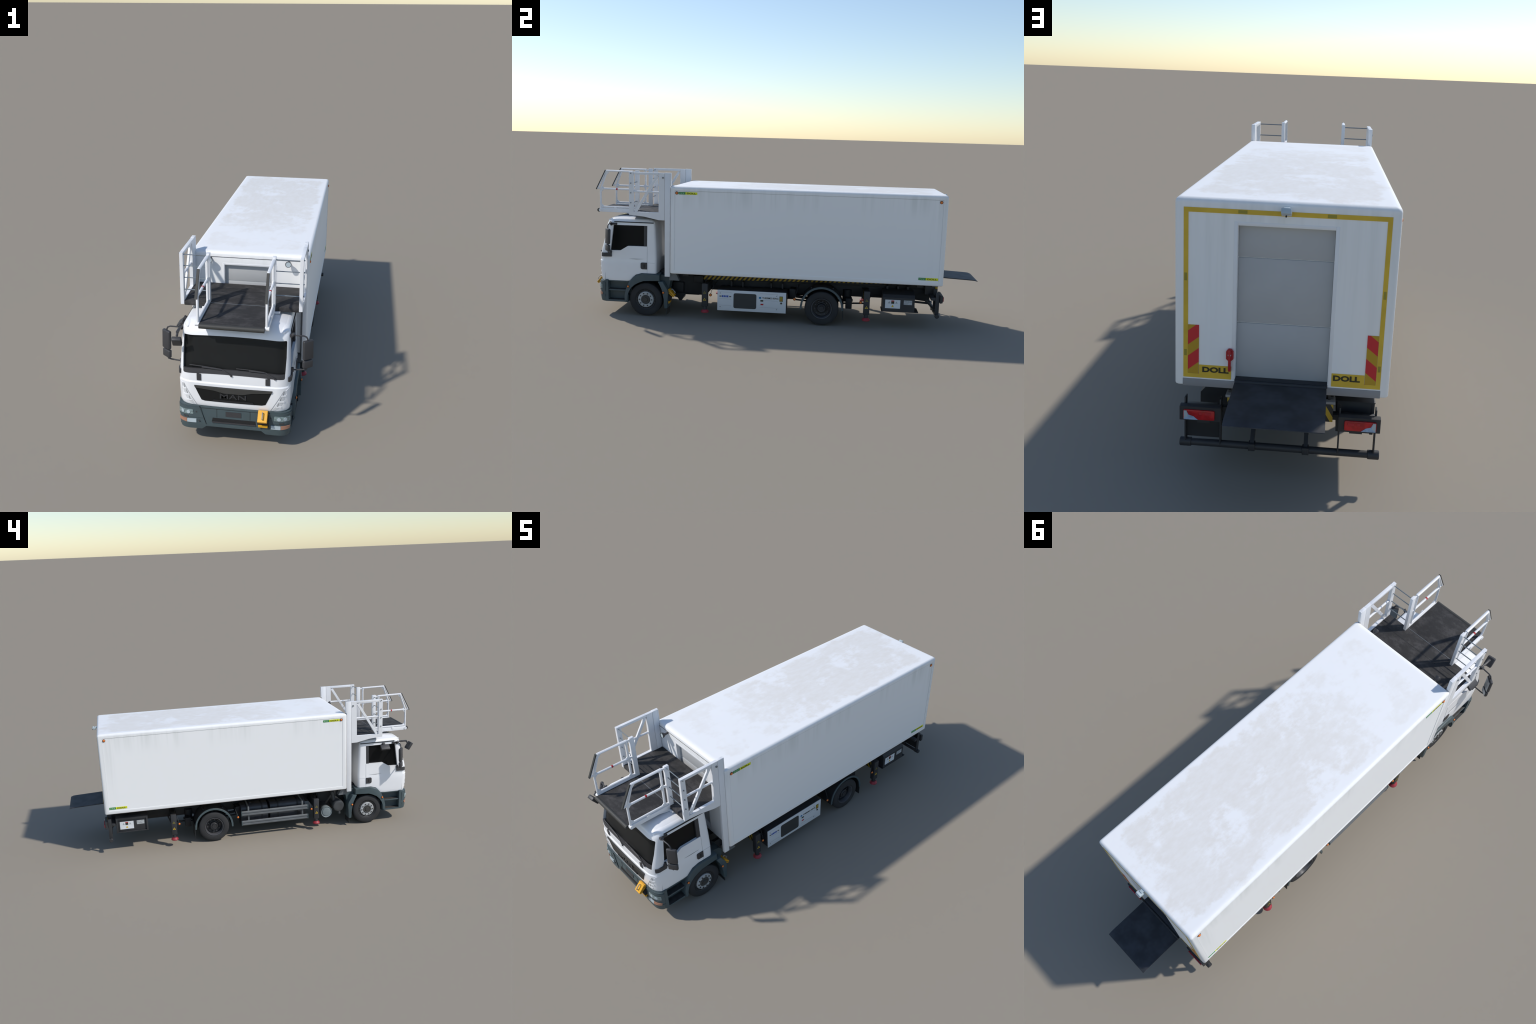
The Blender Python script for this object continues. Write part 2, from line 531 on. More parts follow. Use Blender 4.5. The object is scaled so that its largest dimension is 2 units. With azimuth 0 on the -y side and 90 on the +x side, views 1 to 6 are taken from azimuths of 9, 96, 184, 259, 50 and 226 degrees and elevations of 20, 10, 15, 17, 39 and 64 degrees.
# red hand lever beside the rear door
e = B()
e.prism(round_poly([(0.1285, 0.331), (0.1235, 0.337), (0.1165, 0.337), (0.1115, 0.331), (0.1115, 0.313), (0.1165, 0.308), (0.1235, 0.308), (0.1285, 0.313)], 0.001), "y", 0.8078, 0.8135, 0.001)
e.obb((0.120, 0.8145, 0.309), (0.0065, 0.006, 0.054), (math.radians(-4), 0, 0), 0.0015)
LEV = e.obj("hand_lever", M["mark"], BOX)
B().box(0.1165, 0.1235, 0.8135, 0.8183, 0.3225, 0.3255).obj("lever_clip", M["clear"], LEV)

# folding ramp at the back
r = B()
prof = [(0.807, 0.2535), (0.807, 0.258), (0.97, 0.2505), (0.985, 0.2492), (0.9995, 0.2435), (1.0, 0.2418), (0.984, 0.2452), (0.968, 0.2462)]
r.prism(prof, "x", -0.107, 0.107)
RAMP = r.obj("loading_ramp", M["plate"], ROOT)
rr = B()
rr.cyl((-0.1065, 0.8145, 0.2575), (0.1065, 0.8145, 0.2575), 0.0042, 12)
rr.obj("ramp_hinge", M["boxgrey"], RAMP)

# company stickers and corner marker lamps on the flanks
def sticker(sx, y0, z0, tail):
    """green half then yellow half, read from the left as seen from that flank"""
    x = sx * 0.2490
    dr = 1 if sx > 0 else -1           # reading direction along y
    W, Hh = 0.096, 0.0125
    ys = y0
    B().box(x, x + sx * 0.0008, ys, ys + dr * W * 0.37, z0, z0 + Hh).obj("sticker", M["green"], BOX)
    B().box(x, x + sx * 0.0008, ys + dr * W * 0.37, ys + dr * W, z0, z0 + Hh).obj("sticker", M["lime"], BOX)
    k = B()
    for q in range(3):
        a = ys + dr * (0.004 + q * 0.0092)
        k.prism([(a, z0 + 0.0035), (a + dr * 0.0062, z0 + 0.0035), (a + dr * 0.0075, z0 + 0.0092), (a + dr * 0.0015, z0 + 0.0092)], "x", x, x + sx * 0.0012)
    k.obj("sticker_mark", M["palegreen"], BOX)
    text("lettering", "DOLL", 0.046, 0.0078, (x + sx * 0.0010, ys + dr * W * 0.45, z0 + 0.0023), (0, dr, 0), (0, 0, 1), M["ink"], BOX, bold=0.015)

sticker(1, -0.529, 0.6455, 0)
sticker(1, 0.684, 0.2640, 0)
sticker(-1, -0.433, 0.6455, 0)
sticker(-1, 0.780, 0.2640, 0)

def marker_lamp(p, n, r=0.0062, parent=None):
    """round orange side marker with a dark rim; n is the outward axis sign on x"""
    x, y, z = p
    rim = B().cyl((x - n * 0.003, y, z), (x + n * 0.0012, y, z), r * 1.28, 20).obj("marker_lamp", M["black"], parent)
    d = B()
    prof = [(math.sin(a) * 0.0045, math.cos(a) * r) for a in [math.radians(q) for q in (0, 25, 50, 75, 89)]]
    d.lathe([(-0.001, r)] + prof, 18)
    for v in d.bm.verts:
        v.co = Vector((x + n * (0.0012 + v.co.x), y + v.co.y, z + v.co.z))
    d.obj("marker_lens", M["orange"], rim, 60)

for sx in SIDES:
    marker_lamp((sx * 0.2490, -0.538, 0.652), sx, parent=BOX)
    marker_lamp((sx * 0.2490, 0.7715, 0.652), sx, parent=BOX)

# work lights above the front shutter
for sx in SIDES:
    l = B()
    l.lathe([(-0.010, 0.003), (-0.008, 0.007), (-0.001, 0.0110), (0.006, 0.0128), (0.009, 0.0128), (0.009, 0.0112), (0.0075, 0.0110)], 24)
    ax = Matrix.Translation((sx * 0.166, -0.598, 0.657)) @ Matrix.Rotation(math.radians(-90), 4, "Z") @ Matrix.Rotation(math.radians(-6), 4, "Y")
    bmesh.ops.transform(l.bm, matrix=ax, verts=l.bm.verts[:])
    l.box(sx * 0.166 - 0.004, sx * 0.166 + 0.004, -0.590, -0.571, 0.6530, 0.6600, 0.001)
    WL = l.obj("work_light", M["grey"], BOX)
    k = B()
    k.lathe([(0.0077, 0.0001), (0.0077, 0.0112)], 24)
    bmesh.ops.transform(k.bm, matrix=ax, verts=k.bm.verts[:])
    k.obj("work_light_lens", M["clear"], WL)

# ================================================================== LIFT POSTS AND FRONT PLATFORM
for sx in SIDES:
    p = B()
    p.box(sx * 0.2305, sx * 0.2455, -0.6005, -0.5735, 0.219, 0.7505, 0.0012)
    p.box(sx * 0.2305, sx * 0.2455, -0.5734, -0.5685, 0.686, 0.7505, 0.0008)
    p.obj("lift_post", M["white"], ROOT)
    q = B()
    q.box(sx * 0.222, sx * 0.2303, -0.579, -0.5735, 0.24, 0.535, 0.001)
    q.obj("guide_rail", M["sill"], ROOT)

dk = B()
dk.box(-0.2302, 0.2302, -0.785, -0.5735, 0.527, 0.545, 0.0015)
DECK = dk.obj("platform_deck", M["deck"], ROOT)
k = B()
for y in (-0.652, -0.724):
    k.box(-0.2295, 0.2295, y - 0.0009, y + 0.0009, 0.5448, 0.5453)
k.obj("deck_seam", M["black"], DECK)
fd = B()
fd.box(-0.1235, 0.1235, -0.985, -0.787, 0.531, 0.5453, 0.001)
FD = fd.obj("slide_out_deck", M["deck"], ROOT)
B().box(-0.1235, 0.1235, -0.7875, -0.7845, 0.541, 0.5460, 0.0005).obj("deck_joint_strip", M["rail"], FD)
B().cyl((-0.1235, -0.9865, 0.5375), (0.1235, -0.9865, 0.5375), 0.0098, 20).obj("bumper_roller", M["roller"], FD)
# support structure under the decks
u = B()
for sx in SIDES:
    u.prism([(-0.79, 0.5265), (-0.79, 0.518), (-0.70, 0.515), (-0.60, 0.50), (-0.575, 0.50), (-0.575, 0.5265)], "x", sx * 0.135, sx * 0.147)
for sx in SIDES:
    u.box(sx * 0.130, sx * 0.157, -0.789, -0.776, 0.518, 0.5268, 0.001)
u.obj("deck_beam", M["white"], DECK)
def bar(bm, p, q, w, t, axis_x):
    """flat bar between p and q (y,z) in the gate plane; w in plane, t across x"""
    (y0, z0), (y1, z1) = p, q
    d = Vector((y1 - y0, z1 - z0)).normalized()
    n = Vector((-d.y, d.x)) * w / 2
    bm.prism([(y0 + n.x, z0 + n.y), (y1 + n.x, z1 + n.y), (y1 - n.x, z1 - n.y), (y0 - n.x, z0 - n.y)], "x", axis_x - t / 2, axis_x + t / 2, 0.0008, 1)

for sx in SIDES:
    xc = sx * 0.238
    x0, x1 = sx * 0.2308, sx * 0.2452
    g = B()
    g.prism([(-0.6015, 0.7495), (-0.6015, 0.5095), (-0.632, 0.5095), (-0.709, 0.5255), (-0.7865, 0.5315), (-0.7865, 0.7495), (-0.7635, 0.7495), (-0.7635, 0.5475), (-0.632, 0.5475), (-0.632, 0.7495)], "x", x0, x1, 0.0008, 1)
    g.box(x0, x1, -0.7634, -0.6321, 0.7375, 0.7495, 0.0008)
    g.tube([(xc, -0.7634, 0.651), (xc, -0.6321, 0.651)], 0.0052, 10)
    bar(g, (-0.754, 0.549), (-0.638, 0.735), 0.0135, 0.0092, xc)
    GATE = g.obj("side_gate", M["white"], ROOT)
    bo = B()
    for z in (0.743, 0.693, 0.644, 0.594):
        bo.cyl((sx * 0.2445, -0.7765, z), (sx * 0.2490, -0.7765, z), 0.0028, 10)
    bo.cyl((sx * 0.2445, -0.6095, 0.7255), (sx * 0.2490, -0.6095, 0.7255), 0.0046, 12)
    bo.obj("gate_bolt", M["rod"], GATE, kind="stuff")
    # inner deck post
    dp = B()
    dp.box(sx * 0.1240, sx * 0.1370, -0.7870, -0.7655, 0.5305, 0.7515, 0.001)
    DP = dp.obj("deck_post", M["white"], ROOT)
    # steel rods across the gap
    for z in (0.740, 0.693, 0.643, 0.592):
        t = B().tube([(sx * 0.136, -0.7765, z), (sx * 0.232, -0.7765, z)], 0.0021, 8)
        t.obj("barrier_rod", M["rod"], DP)
    # slide-out railing
    xr = sx * 0.1300
    f = B()
    R = 0.0052
    yr = -0.8045
    loop = [(xr, yr, 0.556), (xr, yr, 0.7445), (xr, -0.9375, 0.7455), (xr, -0.9735, 0.6515), (xr, -0.9735, 0.540)]
    f.tube(loop, R, 10)
    f.tube([(xr, yr, 0.6515), (xr, -0.9735, 0.6515)], R, 10)
    f.tube([(xr, -0.79, 0.5565), (xr, -0.9735, 0.5565)], R * 0.9, 10)
    f.box(sx * 0.1245, sx * 0.1372, -0.9735, -0.787, 0.5295, 0.5500, 0.001)
    f.prism([(-0.84, 0.5295), (-0.80, 0.519), (-0.787, 0.519), (-0.787, 0.5295)], "x", sx * 0.126, sx * 0.136)
    f.cyl((sx * 0.1240, -0.9745, 0.5395), (sx * 0.1400, -0.9745, 0.5395), 0.0082, 16)
    # bracket ties to the post, gussets in the corners
    for z in (0.742, 0.652, 0.556):
        f.box(sx * 0.1265, sx * 0.1335, yr, -0.7865, z - 0.004, z + 0.004, 0.0005)
    def gus(y, z, dy, dz, s=0.014):
        f.prism([(y, z), (y + dy * s, z), (y, z + dz * s)], "x", xr - 0.0018, xr + 0.0018)
    gus(yr, 0.741, -1, -1); gus(yr, 0.655, -1, 1); gus(yr, 0.648, -1, -1); gus(yr, 0.560, -1, 1)
    gus(-0.970, 0.560, 1, 1); gus(-0.970, 0.648, 1, -1); gus(-0.968, 0.655, 1, 1); gus(-0.938, 0.741, 1, -1)
    # stand-off arms of the rubber bar
    f.tube([(xr, -0.935, 0.7455), (xr, -0.9455, 0.7455)], 0.0036, 8)
    f.tube([(xr, -0.972, 0.6515), (xr, -0.9935, 0.6515)], 0.0036, 8)
    bar(f, (-0.9425, 0.7465), (-0.9905, 0.6500), 0.0042, 0.011, xr)
    f.box(sx * 0.1372, sx * 0.1392, -0.90, -0.886, 0.541, 0.555, 0.0005)
    RAIL = f.obj("slide_out_railing", M["white"], ROOT)
    rb = B()
    bar(rb, (-0.9465, 0.7490), (-0.9968, 0.6480), 0.0056, 0.0105, xr)
    rb.obj("rubber_edge", M["roller"], RAIL)
    rm = B().tube([(xr, -0.8815, 0.6515), (xr, -0.8895, 0.6515)], 0.0057, 12)
    rm.obj("red_band", M["mark"], RAIL)

# ================================================================== CAB
CZ = [0.178, 0.186, 0.205, 0.240, 0.283, 0.288, 0.305, 0.326, 0.350, 0.400, 0.440, 0.474, 0.490, 0.498, 0.505, 0.510, 0.5145, 0.518, 0.5200]
CW = [0.2150, 0.2175, 0.2185, 0.2195, 0.2195, 0.2185, 0.2180, 0.2170, 0.2160, 0.2140, 0.2125, 0.2110, 0.2100, 0.2070, 0.1990, 0.1860, 0.1550, 0.1000, 0.0450]
CF = [-0.9560, -0.9590, -0.9615, -0.9640, -0.9660, -0.9625, -0.9635, -0.9635, -0.9595, -0.9470, -0.9375, -0.9290, -0.9220, -0.9150, -0.9050, -0.8950, -0.8780, -0.8500, -0.8150]
CR = [-0.6540, -0.6520, -0.6510, -0.6510, -0.6510, -0.6510, -0.6510, -0.6520, -0.6530, -0.6560, -0.6580, -0.6600, -0.6620, -0.6660, -0.6740, -0.6850, -0.7000, -0.7200, -0.7450]
def cabp(z):
    return (np.interp(z, CZ, CW), np.interp(z, CZ, CF), np.interp(z, CZ, CR))
def front_y(x, z):
    w, yf, _ = cabp(z)
    ax = min(abs(x), w)
    ca = min(0.055, 0.45 * w)
    y = yf + 0.006 * (ax / w) ** 2
    x0 = w - ca
    if ax > x0:
        t = (ax - x0) / ca
        y += 0.65 * ca * (1 - math.sqrt(max(0, 1 - t * t)))
    return y
def cab_bottom(y):
    t = min(1, max(0, (y + 0.80) / 0.055))
    return 0.178 + (0.226 - 0.178) * t * t * (3 - 2 * t)
def cab_ring(z):
    w, yf, yr = cabp(z)
    ca = min(0.055, 0.45 * w)
    half = []
    for k in range(7):
        x = (w - ca) * k / 6
        half.append((x, front_y(x, z)))
    for k in range(1, 11):
        a = math.radians(9 * k)
        x = w - ca + ca * math.sin(a)
        half.append((x, yf + 0.006 * (x / w) ** 2 + 0.65 * ca * (1 - math.cos(a))))
    ys = half[-1][1]
    rr = min(0.014, 0.2 * w)
    for k in range(1, 9):
        half.append((w, ys + (yr - rr - ys) * k / 8))
    for k in range(1, 5):
        a = math.radians(22.5 * k)
        half.append((w - rr + rr * math.cos(a), yr - rr + rr * math.sin(a)))
    half.append((0.0, yr))
    full = half + [(-x, y) for x, y in reversed(half[1:-1])]
    return [(x, y, max(z, cab_bottom(y))) for x, y in full]
zs = sorted(set(CZ) | {0.195, 0.215, 0.226, 0.26, 0.375, 0.42, 0.457})
b = B()
b.ring_faces([cab_ring(z) for z in zs])
bmesh.ops.remove_doubles(b.bm, verts=b.bm.verts[:], dist=1e-6)
bmesh.ops.dissolve_degenerate(b.bm, edges=b.bm.edges[:], dist=1e-6)
CAB = b.obj("cab", M["cab"], ROOT, 32)
CAB_CUT = []

def on_front(x, z, o):
    return (x, front_y(x, z) - o, z)
def on_side(sx):
    return lambda y, z, o: (sx * (cabp(z)[0] + o), y, z)
def ws(x, v, o):
    z = v + 0.008 * (1 - (x / 0.2) ** 2)
    return on_front(x, z, o)

WP = round_poly([(-0.1985, 0.3175), (0.1985, 0.3175), (0.2015, 0.40), (0.2005, 0.4655), (-0.2005, 0.4655), (-0.2015, 0.40)], [0.008, 0.008, 0, 0.006, 0.006, 0])
CAB_CUT.append(B().patch(WP, ws, 10, 0.01, 0.02, 0.016).obj("c", M["cab"], None))
def ws_in(x, v, o):
    p = ws(x, v, o)
    return (p[0], p[1] + 0.010 + 0.005 * (x / 0.2) ** 2, p[2])
WPB = [(u * 1.006, 0.392 + (v - 0.392) * 1.012) for u, v in WP]
WS = B().patch(WPB, ws_in, 10, 0.01, 0.0006, 0.0016).obj("windshield", M["glass"], CAB)
B().patch(round_poly([(-0.1983, 0.3178), (0.1983, 0.3178), (0.199, 0.337), (-0.199, 0.337)], [0.007, 0.007, 0, 0]), ws, 3, 0.01, -0.0015, 0.0085).obj("windshield_cowl", M["grey"], WS)
# hinge tabs and wipers
for x in (-0.1345, 0.1345):
    B().patch([(x - 0.0085, 0.294), (x + 0.0085, 0.294), (x + 0.0085, 0.322), (x - 0.0085, 0.322)], on_front, 2, 0.01, 0.003).obj("panel_hinge", M["grey"], CAB)
def wiper(x_pivot, x_tip):
    w = B()
    z0 = 0.325
    def at(x, z, o=0.0025):
        return Vector(on_front(x, z, o))
    el = x_pivot - 0.037
    w.tube([at(x_pivot, z0), at(el, 0.3475), at(x_tip + 0.05, 0.351)], 0.0021, 8)
    w.tube([at(x_tip, 0.3545, 0.0), at(x_tip + 0.06, 0.3525, 0.0), at(el - 0.005, 0.349, 0.0015)], 0.0016, 8)
    w.cyl(at(x_pivot, z0, 0.0), at(x_pivot, z0, 0.005), 0.0038, 12)
    w.obj("wiper", M["grey"], CAB)
wiper(-0.006, -0.172)
wiper(0.162, 0.012)

# front grille with badge
GP = round_poly([(-0.1545, 0.2715), (-0.1265, 0.207), (-0.112, 0.2035), (0.112, 0.2035), (0.1265, 0.207), (0.1545, 0.2715)], [0.002, 0.006, 0.004, 0.004, 0.006, 0.002])
GR = B().patch(GP, on_front, 6, 0.01, 0.0010).obj("front_grille", M["glass"], CAB)
lip = [(-0.153, 0.2705), (-0.150, 0.2625), (-0.075, 0.2565), (-0.035, 0.2470), (0.035, 0.2470), (0.075, 0.2565), (0.150, 0.2625), (0.153, 0.2705)]
B().patch(lip, on_front, 3, 0.01, 0.0045).obj("grille_visor", M["roller"], GR)
B().patch([(-0.082, 0.2075), (0.082, 0.2075), (0.078, 0.2145), (-0.078, 0.2145)], on_front, 2, 0.01, 0.004).obj("grille_blade", M["black"], GR)
text("badge_lettering", "MAN", 0.103, 0.0200, (-0.0515, front_y(0, 0.2345) - 0.0022, 0.2235), (1, 0, 0), (0, 0, 1), M["letter"], GR, 0.0016, 0.01)

# front corner vents and fins
for sx in SIDES:
    def cf(x, z, o, sx=sx):
        return (sx * x, front_y(x, z) - o, z)
    B().patch([(0.150, 0.179), (0.160, 0.1805), (0.178, 0.193), (0.188, 0.207), (0.195, 0.224), (0.2065, 0.2715), (0.198, 0.2725), (0.173, 0.218)], cf, 4, 0.006, 0.0007).obj("corner_vent", M["vent"], CAB)
    B().patch([(0.1420, 0.176), (0.1445, 0.176), (0.1985, 0.2735), (0.1965, 0.2735)], cf, 12, 0.004, 0.0009).obj("corner_seam", M["seam"], CAB)
    for z0, xa, xb in ((0.250, 0.186, 0.201), (0.224, 0.176, 0.195), (0.200, 0.166, 0.184)):
        fin = B()
        fin.patch([(xa, z0 - 0.001), (xb + 0.004, z0 - 0.006), (xb + 0.004, z0 + 0.003), (xa, z0 + 0.002)], cf, 2, 0.006, 0.0018)
        fin.obj("vent_fin", M["cab"], CAB)
    d = B()
    for z0, xa in ((0.262, 0.1945), (0.238, 0.1835), (0.212, 0.1735)):
        d.patch([(xa - 0.002, z0 - 0.009), (xa + 0.0008, z0 - 0.009), (xa + 0.0045, z0 + 0.006), (xa + 0.002, z0 + 0.006)], cf, 2, 0.004, 0.0012)
    d.obj("vent_dark_patch", M["sill"], CAB)  # dark skins laid on the corner stand for vent openings
    B().patch([(0.2045, 0.2725), (0.2140, 0.1850), (0.2175, 0.1860), (0.2188, 0.2830)], cf, 8, 0.003, 0.0016).obj("corner_panel", M["cab"], CAB)

# doors: window, handle, seams, gutter
for sx in SIDES:
    fs = on_side(sx)
    wp = round_poly([(-0.8955, 0.3395), (-0.843, 0.3405), (-0.803, 0.3655), (-0.7005, 0.3665), (-0.7005, 0.4735), (-0.880, 0.4725)], [0.004, 0.012, 0.012, 0.001, 0.001, 0.003])
    CAB_CUT.append(B().patch(wp, fs, 6, 0.02, 0.03, 0.014).obj("c", M["cab"], None))
    wpb = [(-0.80 + (u + 0.80) * 1.01, 0.41 + (v - 0.41) * 1.014) for u, v in wp]
    W = B().patch(wpb, fs, 6, 0.02, -0.0110, 0.0130).obj("side_window", M["sideglass"], CAB)
    B().patch([(-0.7185, 0.367), (-0.7008, 0.367), (-0.7008, 0.473), (-0.7185, 0.473)], fs, 4, 0.02, -0.002, 0.0135).obj("window_divider", M["grey"], W)
    hp = round_poly([(-0.7335, 0.2475), (-0.6995, 0.2475), (-0.6995, 0.2825), (-0.7335, 0.2825)], [0.011, 0.001, 0.001, 0.008])
    Hd = B().patch(hp, fs, 4, 0.004, 0.0035).obj("door_handle", M["grey"], CAB)
    B().patch([(-0.7175, 0.256), (-0.7115, 0.256), (-0.7115, 0.2735), (-0.7175, 0.2735)], fs, 2, 0.01, 0.0040).obj("handle_patch", M["black"], Hd)  # black patch on the handle's face in place of a recess
    sm = B()
    sm.patch([(-0.7003, 0.2265), (-0.6995, 0.2265), (-0.6995, 0.3665), (-0.7003, 0.3665)], fs, 5, 0.02, 0.0006)
    sm.patch([(-0.9255, 0.186), (-0.9245, 0.186), (-0.9180, 0.330), (-0.9190, 0.330)], fs, 6, 0.02, 0.0006)
    sm.patch([(-0.6985, 0.2815), (-0.660, 0.2810), (-0.660, 0.2817), (-0.6985, 0.2822)], fs, 1, 0.02, 0.0006)
    sm.obj("door_seam", M["seam"], CAB)
    B().patch([(-0.795, 0.2992), (-0.760, 0.2982), (-0.720, 0.3005), (-0.760, 0.3000)], fs, 1, 0.02, 0.0008).obj("door_crease_shade", M["seamd"], CAB)  # dark sliver paints the crease's shade; the door skin stays smooth
    B().patch([(-0.875, 0.4875), (-0.668, 0.4870), (-0.668, 0.4915), (-0.875, 0.4920)], fs, 2, 0.02, 0.0030).obj("roof_gutter", M["black"], CAB)
    # raised roof shoulder
    rb = B()
    R = []
    for k in range(13):
        t = k / 12
        y = -0.912 + 0.235 * t
        s = min(1, (0.10 + 0.90 * math.sin(min(1, t / 0.16) * math.pi / 2)), 0.25 + 0.75 * math.sin(min(1, (1 - t) / 0.1) * math.pi / 2))
        ring = []
        for q in range(14):
            a = 2 * math.pi * q / 14
            ring.append((sx * (0.1865 + 0.0005 + 0.0195 * s * math.cos(a) * (1 if math.cos(a) < 0 else 1.02)), y, 0.4965 + 0.0125 * s * math.sin(a)))
        R.append(ring)
    rb.ring_faces(R)
    rb.obj("roof_shoulder", M["cab"], CAB, 50)
    # lower mirror bracket hugging the corner
    def corner(u, z, o, sx=sx):
        # u = path length from the straight flank forward around the corner
        a = math.radians(max(0.0, u) / 0.047 * 62)
        w = cabp(z)[0]; ca = 0.055
        x = w - ca + ca * math.cos(a); yf = cabp(z)[1] + 0.006 + 0.65 * ca
        y = yf - 0.65 * ca * math.sin(a) - min(0.0, u)
        n = Vector((math.cos(a), -math.sin(a)))
        return (sx * (x + n.x * o), y + n.y * o, z)
    B().patch(round_poly([(-0.034, 0.307), (0.024, 0.306), (0.024, 0.3255), (-0.018, 0.3265), (-0.020, 0.335), (-0.034, 0.335)], 0.002), corner, 3, 0.004, 0.0055).obj("mirror_bracket", M["grey"], CAB)
    B().patch([(-0.897, 0.4735), (-0.860, 0.4735), (-0.860, 0.4840), (-0.897, 0.4840)], fs, 2, 0.02, 0.004).obj("mirror_bracket", M["grey"], CAB)

boolean(CAB, CAB_CUT)

# mirrors
def mirror_head(c, size, rot, parent, sx):
    h = B().obb(c, size, rot, min(size) * 0.36, 3).obj("mirror_housing", M["grey"], parent, 45)
    from mathutils import Euler
    mt = Matrix.Translation(c) @ Euler(rot).to_matrix().to_4x4()
    g = B()
    g.box(-size[0] * 0.42, size[0] * 0.42, size[1] * 0.5 - 0.001, size[1] * 0.5 + 0.0006, -size[2] * 0.43, size[2] * 0.43, 0, 1, mt)
    g.obj("mirror_glass", M["mirrorglass"], h)

for sx in SIDES:
    a = B()
    a.tube([(sx * 0.208, -0.888, 0.480), (sx * 0.226, -0.893, 0.4815), (sx * 0.262, -0.890, 0.4800), (sx * 0.272, -0.889, 0.4755), (sx * 0.2765, -0.888, 0.467), (sx * 0.277, -0.888, 0.455)], 0.0030, 8)
    a.tube([(sx * 0.277, -0.888, 0.39), (sx * 0.277, -0.888, 0.345), (sx * 0.274, -0.888, 0.3385), (sx * 0.262, -0.889, 0.3355), (sx * 0.220, -0.893, 0.3335)], 0.0030, 8)
    a.cyl((sx * 0.212, -0.890, 0.4735), (sx * 0.226, -0.892, 0.4875), 0.0065, 12)
    a.cyl((sx * 0.221, -0.893, 0.326), (sx * 0.221, -0.893, 0.343), 0.0055, 12)
    ARM = a.obj("mirror_arm", M["grey"], CAB)
    mirror_head((sx * 0.2785, -0.888, 0.4220), (0.0445, 0.0145, 0.079), (math.radians(-2), 0, sx * math.radians(37)), ARM, sx)
    mirror_head((sx * 0.2785, -0.889, 0.3625), (0.0435, 0.0145, 0.033), (math.radians(-2), 0, sx * math.radians(37)), ARM, sx)
# extra kerb mirrors on the passenger flank
a = B()
a.tube([(-0.216, -0.889, 0.483), (-0.2185, -0.915, 0.486), (-0.2185, -0.943, 0.4845), (-0.2185, -0.955, 0.472)], 0.0048, 8)
a.obb((-0.2185, -0.929, 0.485), (0.011, 0.040, 0.008), (0, 0, 0), 0.002)
FA = a.obj("front_mirror_arm", M["grey"], CAB)
B().obb((-0.2170, -0.9625, 0.4545), (0.037, 0.018, 0.046), (math.radians(35), 0, math.radians(6)), 0.004, 3).obj("mirror_housing", M["grey"], FA, 45)
a = B()
a.obb((-0.222, -0.805, 0.4795), (0.016, 0.014, 0.016), (0, math.radians(25), 0), 0.002)
KA = a.obj("kerb_mirror_arm", M["grey"], CAB)
B().obb((-0.2375, -0.808, 0.4625), (0.013, 0.054, 0.032), (0, math.radians(50), 0), 0.003, 3).obj("mirror_housing", M["grey"], KA, 45)

# ------------------------------------------------------------------ bumper
def bump_path(s):
    """plan curve: s from centre (0) to the flank; returns x, y, normal"""
    w, ca = 0.2225, 0.050
    fl = w - ca
    if s <= fl:
        return s, -0.9605 + 0.002 * (s / w) ** 2, (0, -1)
    arc = ca * math.pi / 2 * 0.88
    t = min(1, (s - fl) / arc)
    a = t * math.pi / 2
    return fl + ca * math.sin(a), -0.9590 + 0.70 * ca * (1 - math.cos(a)), (math.sin(a), -math.cos(a))
S_MAX = 0.2225 - 0.050 + 0.050 * math.pi / 2 * 0.88
def bump_fn(u, z, o):
    x, y, n = bump_path(abs(u))
    sg = 1 if u >= 0 else -1
    return (sg * (x + n[0] * o), y + n[1] * o, z)
bp = B()
low = [(-S_MAX, 0.069), (-0.127, 0.0725), (-0.110, 0.0880), (0.110, 0.0880), (0.127, 0.0725), (S_MAX, 0.069)]
bp.patch(low + [(S_MAX, 0.1045), (-S_MAX, 0.1045)], lambda u, z, o: bump_fn(u, z, o - 0.005 * ((0.1045 - z) / 0.035) ** 1.5), 4, 0.008, 0.0015, 0.020)
bp.patch([(-S_MAX, 0.1040), (S_MAX, 0.1040), (S_MAX, 0.1765), (-S_MAX, 0.1765)], bump_fn, 8, 0.008, 0.0, 0.020)
bp.patch([(-S_MAX, 0.125), (-0.118, 0.125), (-0.130, 0.1705), (-S_MAX, 0.1705)], bump_fn, 3, 0.008, 0.0025, 0.004)
bp.patch([(0.118, 0.125), (S_MAX, 0.125), (S_MAX, 0.1705), (0.130, 0.1705)], bump_fn, 3, 0.008, 0.0025, 0.004)
BUMP = bp.obj("front_bumper", M["teal"], ROOT, 40)
B().patch([(-0.087, 0.1105), (0.090, 0.1105), (0.087, 0.1290), (-0.083, 0.1290)], bump_fn, 2, 0.02, 0.0009).obj("slot_patch", M["black"], BUMP)  # dark patch stands for the recessed slot; the bumper isn't cut
B().patch([(-0.085, 0.1085), (0.089, 0.1085), (0.089, 0.1135), (-0.085, 0.1135)], bump_fn, 2, 0.02, 0.0035).obj("slot_lip", M["grey"], BUMP)
B().patch([(-0.0305, 0.1395), (0.0305, 0.1395), (0.0305, 0.1610), (-0.0305, 0.1610)], bump_fn, 2, 0.02, 0.0018).obj("number_plate_holder", M["grey"], BUMP)
sm = B()
for sx in SIDES:
    sm.patch([(sx * 0.1085, 0.098), (sx * 0.1100, 0.098), (sx * 0.1355, 0.176), (sx * 0.1340, 0.176)], bump_fn, 12, 0.003, 0.0030)
    sm.patch([(sx * 0.0655, 0.132), (sx * 0.0665, 0.132), (sx * 0.0665, 0.170), (sx * 0.0655, 0.170)], bump_fn, 2, 0.02, 0.0008)
sm.patch([(-0.128, 0.1690), (0.128, 0.1690), (0.128, 0.1700), (-0.128, 0.1700)], bump_fn, 1, 0.02, 0.0008)
